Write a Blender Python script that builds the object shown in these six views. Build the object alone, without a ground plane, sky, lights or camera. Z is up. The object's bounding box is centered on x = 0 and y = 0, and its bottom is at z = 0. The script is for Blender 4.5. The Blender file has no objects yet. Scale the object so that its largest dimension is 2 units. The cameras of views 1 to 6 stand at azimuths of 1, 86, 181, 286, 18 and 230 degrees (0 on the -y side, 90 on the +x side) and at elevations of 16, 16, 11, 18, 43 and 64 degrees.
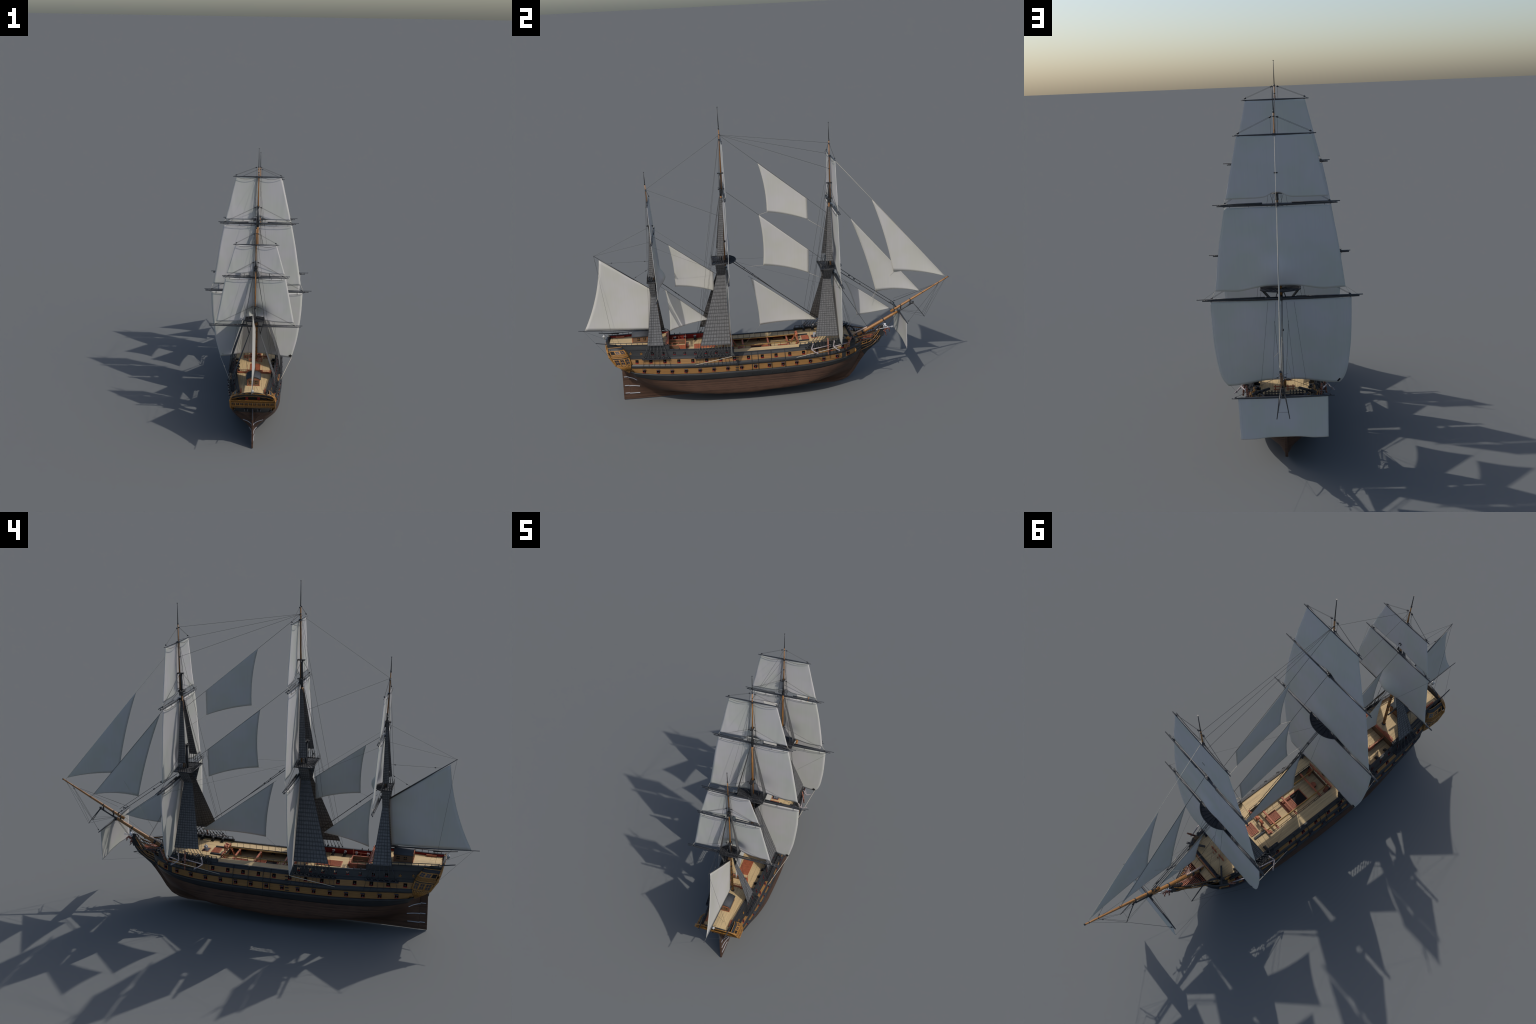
import bpy, bmesh, math, random
import numpy as np
from mathutils import Vector, Matrix

random.seed(7)
RNG = np.random.default_rng(11)
XC = -0.0045                      # the ship's centre plane in the given frame

# ----------------------------------------------------------------------------
# materials
# ----------------------------------------------------------------------------
MATS = {}

def new_mat(name):
    m = bpy.data.materials.new(name)
    m.use_nodes = True
    nt = m.node_tree
    bs = nt.nodes["Principled BSDF"]
    return m, nt, bs

def plain(name, col, rough=0.6, metallic=0.0, var=0.12, scale=60.0, stretch=(1, 1, 1), bump=0.0, spec=0.3):
    """base colour with soft procedural variation (noise on object coordinates)"""
    m, nt, bs = new_mat(name)
    tc = nt.nodes.new("ShaderNodeTexCoord")
    mp = nt.nodes.new("ShaderNodeMapping")
    mp.inputs["Scale"].default_value = stretch
    nz = nt.nodes.new("ShaderNodeTexNoise")
    nz.inputs["Scale"].default_value = scale
    nz.inputs["Detail"].default_value = 4
    ramp = nt.nodes.new("ShaderNodeValToRGB")
    ramp.color_ramp.elements[0].position = 0.3
    ramp.color_ramp.elements[1].position = 0.7
    ramp.color_ramp.elements[0].color = (*[c * (1 - var) for c in col], 1)
    ramp.color_ramp.elements[1].color = (*[min(1, c * (1 + var)) for c in col], 1)
    nt.links.new(tc.outputs["Object"], mp.inputs["Vector"])
    nt.links.new(mp.outputs[0], nz.inputs["Vector"])
    nt.links.new(nz.outputs["Fac"], ramp.inputs["Fac"])
    nt.links.new(ramp.outputs[0], bs.inputs["Base Color"])
    if bump:
        bp = nt.nodes.new("ShaderNodeBump")
        bp.inputs["Strength"].default_value = bump
        bp.inputs["Distance"].default_value = 0.002
        nt.links.new(nz.outputs["Fac"], bp.inputs["Height"])
        nt.links.new(bp.outputs[0], bs.inputs["Normal"])
    bs.inputs["Roughness"].default_value = rough
    bs.inputs["Metallic"].default_value = metallic
    bs.inputs["Specular IOR Level"].default_value = spec
    MATS[name] = m
    return m

def planked(name, col, dark, axis="x", width=0.0042, var=0.2, rough=0.6, seam=0.22, grain=(300, 14, 300), spots=None, spec=0.3):
    """planks running along y: seams across `axis` from a saw wave, long grain, optional nail spots"""
    m, nt, bs = new_mat(name)
    N, L = nt.nodes, nt.links
    tc = N.new("ShaderNodeTexCoord")
    sep = N.new("ShaderNodeSeparateXYZ")
    L.new(tc.outputs["Object"], sep.inputs[0])
    # plank index along the axis
    div = N.new("ShaderNodeMath"); div.operation = "DIVIDE"; div.inputs[1].default_value = width
    L.new(sep.outputs["XYZ".index(axis.upper())], div.inputs[0])
    fr = N.new("ShaderNodeMath"); fr.operation = "FRACT"
    L.new(div.outputs[0], fr.inputs[0])
    fl = N.new("ShaderNodeMath"); fl.operation = "FLOOR"
    L.new(div.outputs[0], fl.inputs[0])
    ls = N.new("ShaderNodeMath"); ls.operation = "LESS_THAN"; ls.inputs[1].default_value = seam
    L.new(fr.outputs[0], ls.inputs[0])
    wn = N.new("ShaderNodeTexWhiteNoise"); wn.noise_dimensions = "1D"
    L.new(fl.outputs[0], wn.inputs["W"])
    mp = N.new("ShaderNodeMapping"); mp.inputs["Scale"].default_value = grain
    L.new(tc.outputs["Object"], mp.inputs["Vector"])
    nz = N.new("ShaderNodeTexNoise"); nz.inputs["Scale"].default_value = 1.0; nz.inputs["Detail"].default_value = 5
    L.new(mp.outputs[0], nz.inputs["Vector"])
    big = N.new("ShaderNodeTexNoise"); big.inputs["Scale"].default_value = 14.0; big.inputs["Detail"].default_value = 3
    L.new(tc.outputs["Object"], big.inputs["Vector"])
    add = N.new("ShaderNodeMath"); add.operation = "MULTIPLY_ADD"; add.inputs[1].default_value = 0.35
    L.new(wn.outputs["Value"], add.inputs[0]); L.new(nz.outputs["Fac"], add.inputs[2])
    add2 = N.new("ShaderNodeMath"); add2.operation = "MULTIPLY_ADD"; add2.inputs[1].default_value = 0.5
    L.new(big.outputs["Fac"], add2.inputs[0]); L.new(add.outputs[0], add2.inputs[2])
    ramp = N.new("ShaderNodeValToRGB")
    ramp.color_ramp.elements[0].position = 0.55; ramp.color_ramp.elements[1].position = 1.25 if False else 1.0
    ramp.color_ramp.elements[0].color = (*[c * (1 - var) for c in col], 1)
    ramp.color_ramp.elements[1].color = (*[min(1, c * (1 + var)) for c in col], 1)
    L.new(add2.outputs[0], ramp.inputs["Fac"])
    mix = N.new("ShaderNodeMix"); mix.data_type = "RGBA"
    L.new(ls.outputs[0], mix.inputs["Factor"])
    L.new(ramp.outputs[0], mix.inputs["A"]); mix.inputs["B"].default_value = (*dark, 1)
    out = mix.outputs["Result"]
    if spots:
        vo = N.new("ShaderNodeTexVoronoi"); vo.inputs["Scale"].default_value = spots[0]
        vo.inputs["Randomness"].default_value = 1.0
        L.new(tc.outputs["Object"], vo.inputs["Vector"])
        lt = N.new("ShaderNodeMath"); lt.operation = "LESS_THAN"; lt.inputs[1].default_value = spots[1]
        L.new(vo.outputs["Distance"], lt.inputs[0])
        mx2 = N.new("ShaderNodeMix"); mx2.data_type = "RGBA"
        L.new(lt.outputs[0], mx2.inputs["Factor"]); L.new(out, mx2.inputs["A"]); mx2.inputs["B"].default_value = (*dark, 1)
        out = mx2.outputs["Result"]
    L.new(out, bs.inputs["Base Color"])
    bp = N.new("ShaderNodeBump"); bp.inputs["Strength"].default_value = 0.25; bp.inputs["Distance"].default_value = 0.001
    L.new(nz.outputs["Fac"], bp.inputs["Height"]); L.new(bp.outputs[0], bs.inputs["Normal"])
    bs.inputs["Roughness"].default_value = rough
    bs.inputs["Specular IOR Level"].default_value = spec
    MATS[name] = m
    return m

def canvas(name, light, warm, cool):
    """sail cloth: cloth panels as faint vertical seams, warm hems, cool middle, weave bump"""
    m, nt, bs = new_mat(name)
    N, L = nt.nodes, nt.links
    tc = N.new("ShaderNodeTexCoord")
    sep = N.new("ShaderNodeSeparateXYZ"); L.new(tc.outputs["Object"], sep.inputs[0])
    big = N.new("ShaderNodeTexNoise"); big.inputs["Scale"].default_value = 9.0; big.inputs["Detail"].default_value = 2
    L.new(tc.outputs["Object"], big.inputs["Vector"])
    r1 = N.new("ShaderNodeValToRGB")
    r1.color_ramp.elements[0].position = 0.38; r1.color_ramp.elements[0].color = (*warm, 1)
    r1.color_ramp.elements[1].position = 0.62; r1.color_ramp.elements[1].color = (*cool, 1)
    L.new(big.outputs["Fac"], r1.inputs["Fac"])
    mp = N.new("ShaderNodeMapping"); mp.inputs["Scale"].default_value = (160, 160, 6)
    L.new(tc.outputs["Object"], mp.inputs["Vector"])
    st = N.new("ShaderNodeTexNoise"); st.inputs["Scale"].default_value = 1.0; st.inputs["Detail"].default_value = 3
    L.new(mp.outputs[0], st.inputs["Vector"])
    r2 = N.new("ShaderNodeValToRGB")
    r2.color_ramp.elements[0].position = 0.3; r2.color_ramp.elements[0].color = (0.975, 0.975, 0.975, 1)
    r2.color_ramp.elements[1].position = 0.7; r2.color_ramp.elements[1].color = (1, 1, 1, 1)
    L.new(st.outputs["Fac"], r2.inputs["Fac"])
    # cloth seams every 24 mm measured along x+y
    ad = N.new("ShaderNodeMath"); ad.operation = "ADD"
    L.new(sep.outputs[0], ad.inputs[0]); L.new(sep.outputs[1], ad.inputs[1])
    dv = N.new("ShaderNodeMath"); dv.operation = "DIVIDE"; dv.inputs[1].default_value = 0.024
    L.new(ad.outputs[0], dv.inputs[0])
    fr = N.new("ShaderNodeMath"); fr.operation = "FRACT"; L.new(dv.outputs[0], fr.inputs[0])
    lt = N.new("ShaderNodeMath"); lt.operation = "LESS_THAN"; lt.inputs[1].default_value = 0.045
    L.new(fr.outputs[0], lt.inputs[0])
    mul = N.new("ShaderNodeMix"); mul.data_type = "RGBA"; mul.blend_type = "MULTIPLY"; mul.inputs["Factor"].default_value = 1.0
    L.new(r1.outputs[0], mul.inputs["A"]); L.new(r2.outputs[0], mul.inputs["B"])
    sm = N.new("ShaderNodeMix"); sm.data_type = "RGBA"; sm.blend_type = "MULTIPLY"
    sf = N.new("ShaderNodeMath"); sf.operation = "MULTIPLY"; sf.inputs[1].default_value = 0.10
    L.new(lt.outputs[0], sf.inputs[0]); L.new(sf.outputs[0], sm.inputs["Factor"])
    L.new(mul.outputs["Result"], sm.inputs["A"]); sm.inputs["B"].default_value = (0.80, 0.80, 0.78, 1)
    L.new(sm.outputs["Result"], bs.inputs["Base Color"])
    bp = N.new("ShaderNodeBump"); bp.inputs["Strength"].default_value = 0.05; bp.inputs["Distance"].default_value = 0.001
    L.new(st.outputs["Fac"], bp.inputs["Height"]); L.new(bp.outputs[0], bs.inputs["Normal"])
    bs.inputs["Roughness"].default_value = 0.9
    bs.inputs["Specular IOR Level"].default_value = 0.1
    MATS[name] = m
    return m

canvas("sail_canvas", None, (0.475, 0.475, 0.430), (0.500, 0.480, 0.470))
canvas("staysail_canvas", None, (0.430, 0.418, 0.372), (0.445, 0.428, 0.408))
plain("sail_hem", (0.42, 0.40, 0.33), 0.9, var=0.06)
planked("hull_oak", (0.056, 0.029, 0.018), (0.022, 0.013, 0.010), "z", 0.0062, 0.42, 0.6, 0.12, (30, 22, 420), (95, 0.09))
planked("black_paint", (0.021, 0.0215, 0.022), (0.012, 0.012, 0.0125), "z", 0.0068, 0.25, 0.42, 0.12, (60, 16, 300), None, 0.30)
planked("ochre_paint", (0.205, 0.104, 0.032), (0.125, 0.060, 0.018), "z", 0.0075, 0.16, 0.5, 0.10, (40, 22, 300))
plain("gold_carving", (0.285, 0.132, 0.026), 0.42, var=0.3, scale=220, bump=0.35, spec=0.5)
plain("black_iron", (0.022, 0.0225, 0.024), 0.42, var=0.25, spec=0.5)
plain("black_wood", (0.024, 0.025, 0.028), 0.5, var=0.25, scale=90)
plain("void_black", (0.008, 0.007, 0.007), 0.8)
plain("port_red", (0.24, 0.012, 0.014), 0.6, var=0.15)
plain("bulwark_red", (0.20, 0.013, 0.013), 0.6, var=0.25, scale=50)
planked("deck_planks", (0.46, 0.335, 0.175), (0.20, 0.145, 0.080), "x", 0.0046, 0.22, 0.65, 0.2, (260, 9, 260))
plain("red_wood", (0.33, 0.100, 0.048), 0.5, var=0.2, scale=60, stretch=(1, 3, 1))
planked("cabin_wood", (0.140, 0.077, 0.042), (0.075, 0.041, 0.022), "z", 0.004, 0.2, 0.6, 0.15, (40, 40, 300))
plain("cabin_roof", (0.045, 0.048, 0.054), 0.7, var=0.1)
plain("mast_wood", (0.275, 0.125, 0.036), 0.42, var=0.2, scale=50, stretch=(4, 4, 0.5), spec=0.4)
plain("spar_yellow", (0.29, 0.165, 0.048), 0.45, var=0.15, scale=50)
plain("yard_black", (0.027, 0.029, 0.033), 0.38, var=0.2, spec=0.5)
plain("rope_tarred", (0.035, 0.035, 0.036), 0.7, var=0.2, scale=200)
plain("rope_light", (0.52, 0.47, 0.38), 0.8, var=0.1, scale=200)
plain("shroud_web", (0.118, 0.118, 0.120), 0.8, var=0.18, scale=90)
plain("ratline", (0.066, 0.066, 0.067), 0.7, var=0.15, scale=90)
plain("shroud_rope", (0.036, 0.036, 0.037), 0.7, var=0.15, scale=90)
plain("anchor_iron", (0.29, 0.25, 0.25), 0.5, var=0.12, scale=80)
plain("stock_brown", (0.20, 0.078, 0.048), 0.55, var=0.25, scale=60)
plain("white_paint", (0.66, 0.67, 0.70), 0.5, var=0.1)
plain("iron_grey", (0.33, 0.33, 0.35), 0.45, var=0.15)
plain("glass_dark", (0.018, 0.020, 0.030), 0.15, var=0.2, spec=0.6)
plain("figure_brown", (0.20, 0.075, 0.055), 0.5, var=0.3, scale=100)
plain("lantern_white", (0.36, 0.355, 0.34), 0.5, var=0.1)
plain("lantern_glass", (0.20, 0.20, 0.18), 0.25, var=0.4, scale=150)
plain("lead_dark", (0.050, 0.052, 0.060), 0.6)
plain("gallery_brown", (0.130, 0.064, 0.018), 0.5, var=0.35, scale=260, bump=0.3)
plain("stripe_red", (0.55, 0.16, 0.09), 0.7)

# ----------------------------------------------------------------------------
# mesh helpers
# ----------------------------------------------------------------------------
ROOT = bpy.data.objects.new("sailing_warship", None)
bpy.context.collection.objects.link(ROOT)
ROOT.location = (XC, 0, 0)
ROOT["label"] = "three-masted wooden warship under full white sail with yellow gun decks"
ROOT["category"] = "sailing ship"

def link(ob, parent):
    bpy.context.collection.objects.link(ob)
    ob.parent = parent if parent is not None else ROOT
    return ob

class B:
    """a batch of geometry that becomes one mesh object"""
    def __init__(self):
        self.v, self.f, self.sm = [], [], []
    def add(self, verts, faces, smooth=False):
        o = len(self.v)
        self.v.extend([tuple(map(float, p)) for p in verts])
        self.f.extend([tuple(i + o for i in f) for f in faces])
        self.sm.extend([smooth] * len(faces))
        return self
    def grid(self, P, smooth=True, flip=False, closed_u=False):
        """P[i][j] points; quads between neighbours; degenerate quads dropped"""
        P = np.asarray(P, float)
        n, m = P.shape[:2]
        faces = []
        rng = range(n) if closed_u else range(n - 1)
        for i in rng:
            i2 = (i + 1) % n
            for j in range(m - 1):
                q = [i * m + j, i2 * m + j, i2 * m + j + 1, i * m + j + 1]
                faces.append(tuple(q[::-1]) if flip else tuple(q))
        return self.add(P.reshape(-1, 3), faces, smooth)
    def box(self, c, s, R=None, taper=1.0):
        hx, hy, hz = s[0] / 2, s[1] / 2, s[2] / 2
        vs = [(sx * hx * (taper if sz > 0 else 1), sy * hy * (taper if sz > 0 else 1), sz * hz) for sz in (-1, 1) for sy in (-1, 1) for sx in (-1, 1)]
        vs = np.array(vs)
        if R is not None:
            vs = vs @ np.asarray(R).T
        vs = vs + np.asarray(c)
        return self.add(vs, [(0, 2, 3, 1), (4, 5, 7, 6), (0, 1, 5, 4), (2, 6, 7, 3), (0, 4, 6, 2), (1, 3, 7, 5)])
    def beam(self, a, b, w, h, up=(0, 0, 1)):
        """rectangular bar from a to b"""
        a, b = np.asarray(a, float), np.asarray(b, float)
        d = b - a; ln = np.linalg.norm(d); d /= ln
        s = np.cross(d, up)
        if np.linalg.norm(s) < 1e-6: s = np.cross(d, (1, 0, 0))
        s /= np.linalg.norm(s); u = np.cross(s, d)
        R = np.stack([s, d, u], 1)
        return self.box((a + b) / 2, (w, ln, h), R)
    def tube(self, pts, r, n=6, cap=True):
        pts = np.asarray(pts, float)
        k = len(pts)
        r = np.full(k, r) if np.isscalar(r) else np.asarray(r, float)
        T = np.gradient(pts, axis=0)
        T /= np.linalg.norm(T, axis=1)[:, None] + 1e-12
        ref = np.array([0, 0, 1.0]) if abs(T[0] @ [0, 0, 1]) < 0.9 else np.array([1.0, 0, 0])
        rings = []
        a = 2 * np.pi * np.arange(n) / n
        for i in range(k):
            s = np.cross(T[i], ref); s /= np.linalg.norm(s) + 1e-12
            u = np.cross(s, T[i])
            rings.append(pts[i] + r[i] * (np.cos(a)[:, None] * s + np.sin(a)[:, None] * u))
        vs = np.concatenate(rings)
        fs = [(i * n + j, i * n + (j + 1) % n, (i + 1) * n + (j + 1) % n, (i + 1) * n + j) for i in range(k - 1) for j in range(n)]
        o = len(self.v)
        self.add(vs, fs, n > 4)
        if cap:
            self.f.append(tuple(o + j for j in range(n))[::-1]); self.sm.append(False)
            self.f.append(tuple(o + (k - 1) * n + j for j in range(n))); self.sm.append(False)
        return self
    def lathe(self, a, b, prof, n=10):
        """turned solid: prof = [(t along a->b, radius)]"""
        a, b = np.asarray(a, float), np.asarray(b, float)
        ts = np.array([p[0] for p in prof]); rs = np.array([p[1] for p in prof])
        d = b - a; ln = np.linalg.norm(d); d = d / ln
        ref = np.array([0, 0, 1.0]) if abs(d[2]) < 0.9 else np.array([1.0, 0, 0])
        s = np.cross(d, ref); s /= np.linalg.norm(s); u = np.cross(s, d)
        ang = 2 * np.pi * np.arange(n) / n
        ring = np.cos(ang)[:, None] * s + np.sin(ang)[:, None] * u
        vs = np.concatenate([a + d * ln * t + r * ring for t, r in zip(ts, rs)])
        k = len(ts); o = len(self.v)
        self.add(vs, [(i * n + j, i * n + (j + 1) % n, (i + 1) * n + (j + 1) % n, (i + 1) * n + j) for i in range(k - 1) for j in range(n)], True)
        self.f.append(tuple(o + j for j in range(n))[::-1]); self.sm.append(False)
        self.f.append(tuple(o + (k - 1) * n + j for j in range(n))); self.sm.append(False)
        return self
    def ball(self, c, r, n=8, m=6):
        rx, ry, rz = (r, r, r) if np.isscalar(r) else r
        P = [[(c[0] + rx * math.sin(math.pi * j / m) * math.cos(2 * math.pi * i / n), c[1] + ry * math.sin(math.pi * j / m) * math.sin(2 * math.pi * i / n), c[2] + rz * math.cos(math.pi * j / m)) for j in range(m + 1)] for i in range(n)]
        return self.grid(P, True, False, True)
    def slab(self, P, t, smooth=True):
        """closed sheet: grid P[i][j] given thickness t along its local normals, with a rim"""
        P = np.asarray(P, float)
        n, m = P.shape[:2]
        du = np.gradient(P, axis=0); dv = np.gradient(P, axis=1)
        N = np.cross(du, dv); ln = np.linalg.norm(N, axis=2, keepdims=True)
        # degenerate corners borrow the mean normal
        mean = (N / (ln + 1e-12)).reshape(-1, 3).mean(0); mean /= np.linalg.norm(mean) + 1e-12
        N = np.where(ln > 1e-9, N / (ln + 1e-12), mean)
        A, C = P + N * t / 2, P - N * t / 2
        self.grid(A, smooth); self.grid(C, smooth, True)
        rim = lambda a, c: self.grid(np.stack([a, c], 0), False)
        rim(C[0], A[0]); rim(A[-1], C[-1]); rim(A[:, 0], C[:, 0]); rim(C[:, -1], A[:, -1])
        return self
    def mirror(self):
        """add the mirrored half (x -> -x)"""
        n = len(self.v)
        self.v.extend([(-x, y, z) for x, y, z in self.v])
        k = len(self.f)
        self.f.extend([tuple(i + n for i in f[::-1]) for f in self.f[:k]])
        self.sm.extend(self.sm[:k])
        return self
    def mesh(self, name, mat):
        me = bpy.data.meshes.new(name)
        me.from_pydata(self.v, [], self.f)
        me.polygons.foreach_set("use_smooth", self.sm)
        for mm in (mat if isinstance(mat, (list, tuple)) else [mat]):
            me.materials.append(MATS[mm])
        bm = bmesh.new(); bm.from_mesh(me)
        bmesh.ops.remove_doubles(bm, verts=bm.verts, dist=1e-6)
        bmesh.ops.dissolve_degenerate(bm, edges=bm.edges, dist=1e-7)
        bm.to_mesh(me); bm.free()
        me.update()
        return me
    def make(self, name, mat, parent=None, kind=None, auto=True):
        me = self.mesh(name, mat)
        ob = link(bpy.data.objects.new(name, me), parent)
        if kind: ob["kind"] = kind
        return ob

def place(name, me, M, parent=None):
    ob = bpy.data.objects.new(name, me)
    link(ob, parent)
    ob.matrix_local = M
    return ob

def bevel(ob, w, seg=1):
    md = ob.modifiers.new("bevel", "BEVEL"); md.width = w; md.segments = seg; md.limit_method = "ANGLE"
    return ob

def pchip(xs, ys):
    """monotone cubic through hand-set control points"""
    xs, ys = np.asarray(xs, float), np.asarray(ys, float)
    h = np.diff(xs); d = np.diff(ys) / h
    m = np.zeros_like(ys)
    for i in range(1, len(xs) - 1):
        if d[i - 1] * d[i] > 0:
            w1, w2 = 2 * h[i] + h[i - 1], h[i] + 2 * h[i - 1]
            m[i] = (w1 + w2) / (w1 / d[i - 1] + w2 / d[i])
    m[0], m[-1] = d[0], d[-1]
    def f(x):
        x = np.clip(np.asarray(x, float), xs[0], xs[-1])
        i = np.clip(np.searchsorted(xs, x) - 1, 0, len(h) - 1)
        t = (x - xs[i]) / h[i]
        return ((2 * t**3 - 3 * t**2 + 1) * ys[i] + (t**3 - 2 * t**2 + t) * h[i] * m[i] + (-2 * t**3 + 3 * t**2) * ys[i + 1] + (t**3 - t**2) * h[i] * m[i + 1])
    return f

def curve3(pts, n=20):
    """smooth curve through 3D control points"""
    pts = np.asarray(pts, float)
    s = np.concatenate([[0], np.cumsum(np.linalg.norm(np.diff(pts, axis=0), axis=1))])
    t = np.linspace(0, s[-1], n)
    return np.stack([pchip(s, pts[:, k])(t) for k in range(3)], 1)

# ----------------------------------------------------------------------------
# hull lines
# ----------------------------------------------------------------------------
ST = [-0.86, -0.80, -0.74, -0.66, -0.588, -0.515, -0.44, -0.37, -0.15, 0.10, 0.20, 0.28, 0.35, 0.42, 0.46, 0.49, 0.51, 0.522]
HB = {  # half breadth at each sheer line
 "bb":  [0.072, 0.083, 0.095, 0.110, 0.126, 0.137, 0.144, 0.149, 0.1545, 0.155, 0.153, 0.148, 0.139, 0.120, 0.098, 0.068, 0.033, 0.008],
 "lyb": [0.085, 0.092, 0.102, 0.118, 0.1295, 0.138, 0.1445, 0.149, 0.154, 0.1545, 0.153, 0.149, 0.141, 0.125, 0.106, 0.080, 0.045, 0.010],
 "lyt": [0.090, 0.096, 0.106, 0.1175, 0.1285, 0.1365, 0.143, 0.1475, 0.1515, 0.152, 0.1515, 0.148, 0.141, 0.126, 0.108, 0.084, 0.050, 0.012],
 "uyb": [0.090, 0.095, 0.104, 0.114, 0.1245, 0.1325, 0.139, 0.1435, 0.148, 0.1485, 0.148, 0.145, 0.139, 0.125, 0.108, 0.084, 0.050, 0.012],
 "uyt": [0.086, 0.090, 0.097, 0.107, 0.1165, 0.1245, 0.1305, 0.1355, 0.1405, 0.141, 0.141, 0.139, 0.134, 0.122, 0.106, 0.082, 0.048, 0.012],
 "w":   [0.082, 0.086, 0.0935, 0.1035, 0.1115, 0.1185, 0.124, 0.128, 0.132, 0.132, 0.132, 0.131, 0.127, 0.117, 0.102, 0.079, 0.046, 0.012],
 "cap": [0.078, 0.081, 0.0885, 0.0975, 0.104, 0.110, 0.115, 0.119, 0.124, 0.126, 0.128, 0.128, 0.125, 0.116, 0.101, 0.078, 0.046, 0.012],
 "poop":[0.074, 0.077, 0.083, 0.091, 0.098, 0.104, 0.109, 0.114, 0.120, 0.124, 0.126, 0.126, 0.124, 0.115, 0.100, 0.078, 0.046, 0.012]}
Z = {
 "bb":  ([-0.86, -0.79, -0.74, -0.695, -0.627, -0.50, -0.32, -0.126, 0.07, 0.207, 0.30, 0.38, 0.454, 0.50, 0.522], [0.1975, 0.191, 0.1805, 0.1680, 0.1535, 0.145, 0.1425, 0.1440, 0.1465, 0.152, 0.161, 0.174, 0.1905, 0.203, 0.210]),
 "lyb": ([-0.86, -0.741, -0.663, -0.50, -0.32, -0.12, 0.05, 0.20, 0.30, 0.38, 0.455, 0.522], [0.204, 0.199, 0.1925, 0.1850, 0.1815, 0.1815, 0.183, 0.1865, 0.1915, 0.1985, 0.212, 0.228]),
 "lyt": ([-0.86, -0.73, -0.645, -0.495, -0.32, -0.12, 0.05, 0.21, 0.30, 0.375, 0.455, 0.522], [0.225, 0.2230, 0.2220, 0.2172, 0.2132, 0.2130, 0.2135, 0.2165, 0.2220, 0.2285, 0.241, 0.256]),
 "uyb": ([-0.86, -0.725, -0.64, -0.494, -0.317, -0.18, 0.05, 0.21, 0.30, 0.383, 0.455, 0.522], [0.244, 0.243, 0.2425, 0.2390, 0.2350, 0.2345, 0.2350, 0.2378, 0.2420, 0.248, 0.256, 0.266]),
 "uyt": ([-0.86, -0.735, -0.67, -0.49, -0.342, -0.18, 0.05, 0.21, 0.30, 0.383, 0.455, 0.522], [0.2705, 0.2700, 0.2700, 0.2655, 0.2605, 0.2592, 0.2597, 0.2635, 0.2690, 0.2745, 0.279, 0.283]),
 "w":   ([-0.86, -0.736, -0.55, -0.40, -0.19, 0.05, 0.16, 0.30, 0.45, 0.522], [0.289, 0.286, 0.2800, 0.2760, 0.2735, 0.2735, 0.2745, 0.2800, 0.287, 0.289]),
 "cap": ([-0.86, -0.75, -0.64, -0.52, -0.42, -0.37, -0.20, 0.05, 0.16, 0.30, 0.45, 0.522], [0.322, 0.3195, 0.3145, 0.3090, 0.3055, 0.3038, 0.3000, 0.289, 0.2850, 0.290, 0.296, 0.298]),
 "poop":([-0.86, -0.77, -0.64, -0.53, -0.40, 0.522], [0.3455, 0.3425, 0.3395, 0.3350, 0.333, 0.325])}
LEV = ["bb", "lyb", "lyt", "uyb", "uyt", "w", "cap", "poop"]
fH = {k: pchip(ST, HB[k]) for k in LEV}
fZ = {k: pchip(*Z[k]) for k in LEV}
f_stern = pchip([0.165, 0.1975, 0.205, 0.245, 0.29, 0.36], [-0.757, -0.757, -0.762, -0.798, -0.822, -0.852])
f_keel = pchip([-0.90, 0.36, 0.40, 0.44, 0.47, 0.49, 0.505, 0.515, 0.522], [0.010, 0.012, 0.022, 0.050, 0.09, 0.13, 0.165, 0.19, 0.21])

def H(y, z):
    """outer half breadth of the planking above the brown bottom"""
    y = float(y)
    return float(np.interp(z, [float(fZ[k](y)) for k in LEV], [float(fH[k](y)) for k in LEV]))

def remap(y, z):
    """pull the aftermost frames onto the raking stern"""
    if y >= -0.712: return y
    return -0.712 + (y + 0.712) * (float(f_stern(z)) + 0.712) / (-0.86 + 0.712)

# ports: y, z, half width
P_LOW = [(-0.6633 + 0.0729 * k) for k in range(15)] + [0.4195]
zlow = pchip([-0.6633, -0.55, -0.44, -0.30, -0.08, 0.07, 0.21, 0.287, 0.359, 0.4195], [0.2055, 0.201, 0.1988, 0.1982, 0.1985, 0.1995, 0.2022, 0.2065, 0.2125, 0.2205])
P_MID = [(-0.6969 + 0.0729 * k) for k in range(15)] + [0.389]
zmid = pchip([-0.697, -0.62, -0.48, -0.33, -0.18, 0.03, 0.175, 0.249, 0.323, 0.389], [0.2575, 0.257, 0.2535, 0.2495, 0.2485, 0.2485, 0.2505, 0.2535, 0.2575, 0.2620])
P_QD = [-0.6135, -0.5567, -0.4992, -0.4442, -0.3896, -0.3342, -0.2798, -0.2241]
zqd = pchip([-0.735, -0.6135, -0.50, -0.39, -0.335, -0.28, -0.224], [0.3015, 0.2965, 0.2925, 0.2895, 0.2885, 0.287, 0.286])
W_QD = [-0.7319, -0.6719]

def ysamples(ports, hw, lo=-0.86, hi=0.522, n=86):
    ys = [y for y in np.linspace(lo, hi, n) if all(abs(y - p) > hw + 0.004 for p in ports)]
    for p in ports:
        if lo < p < hi: ys += [p - hw, p + hw]
    return np.array(sorted(ys))

hull = B()
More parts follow.
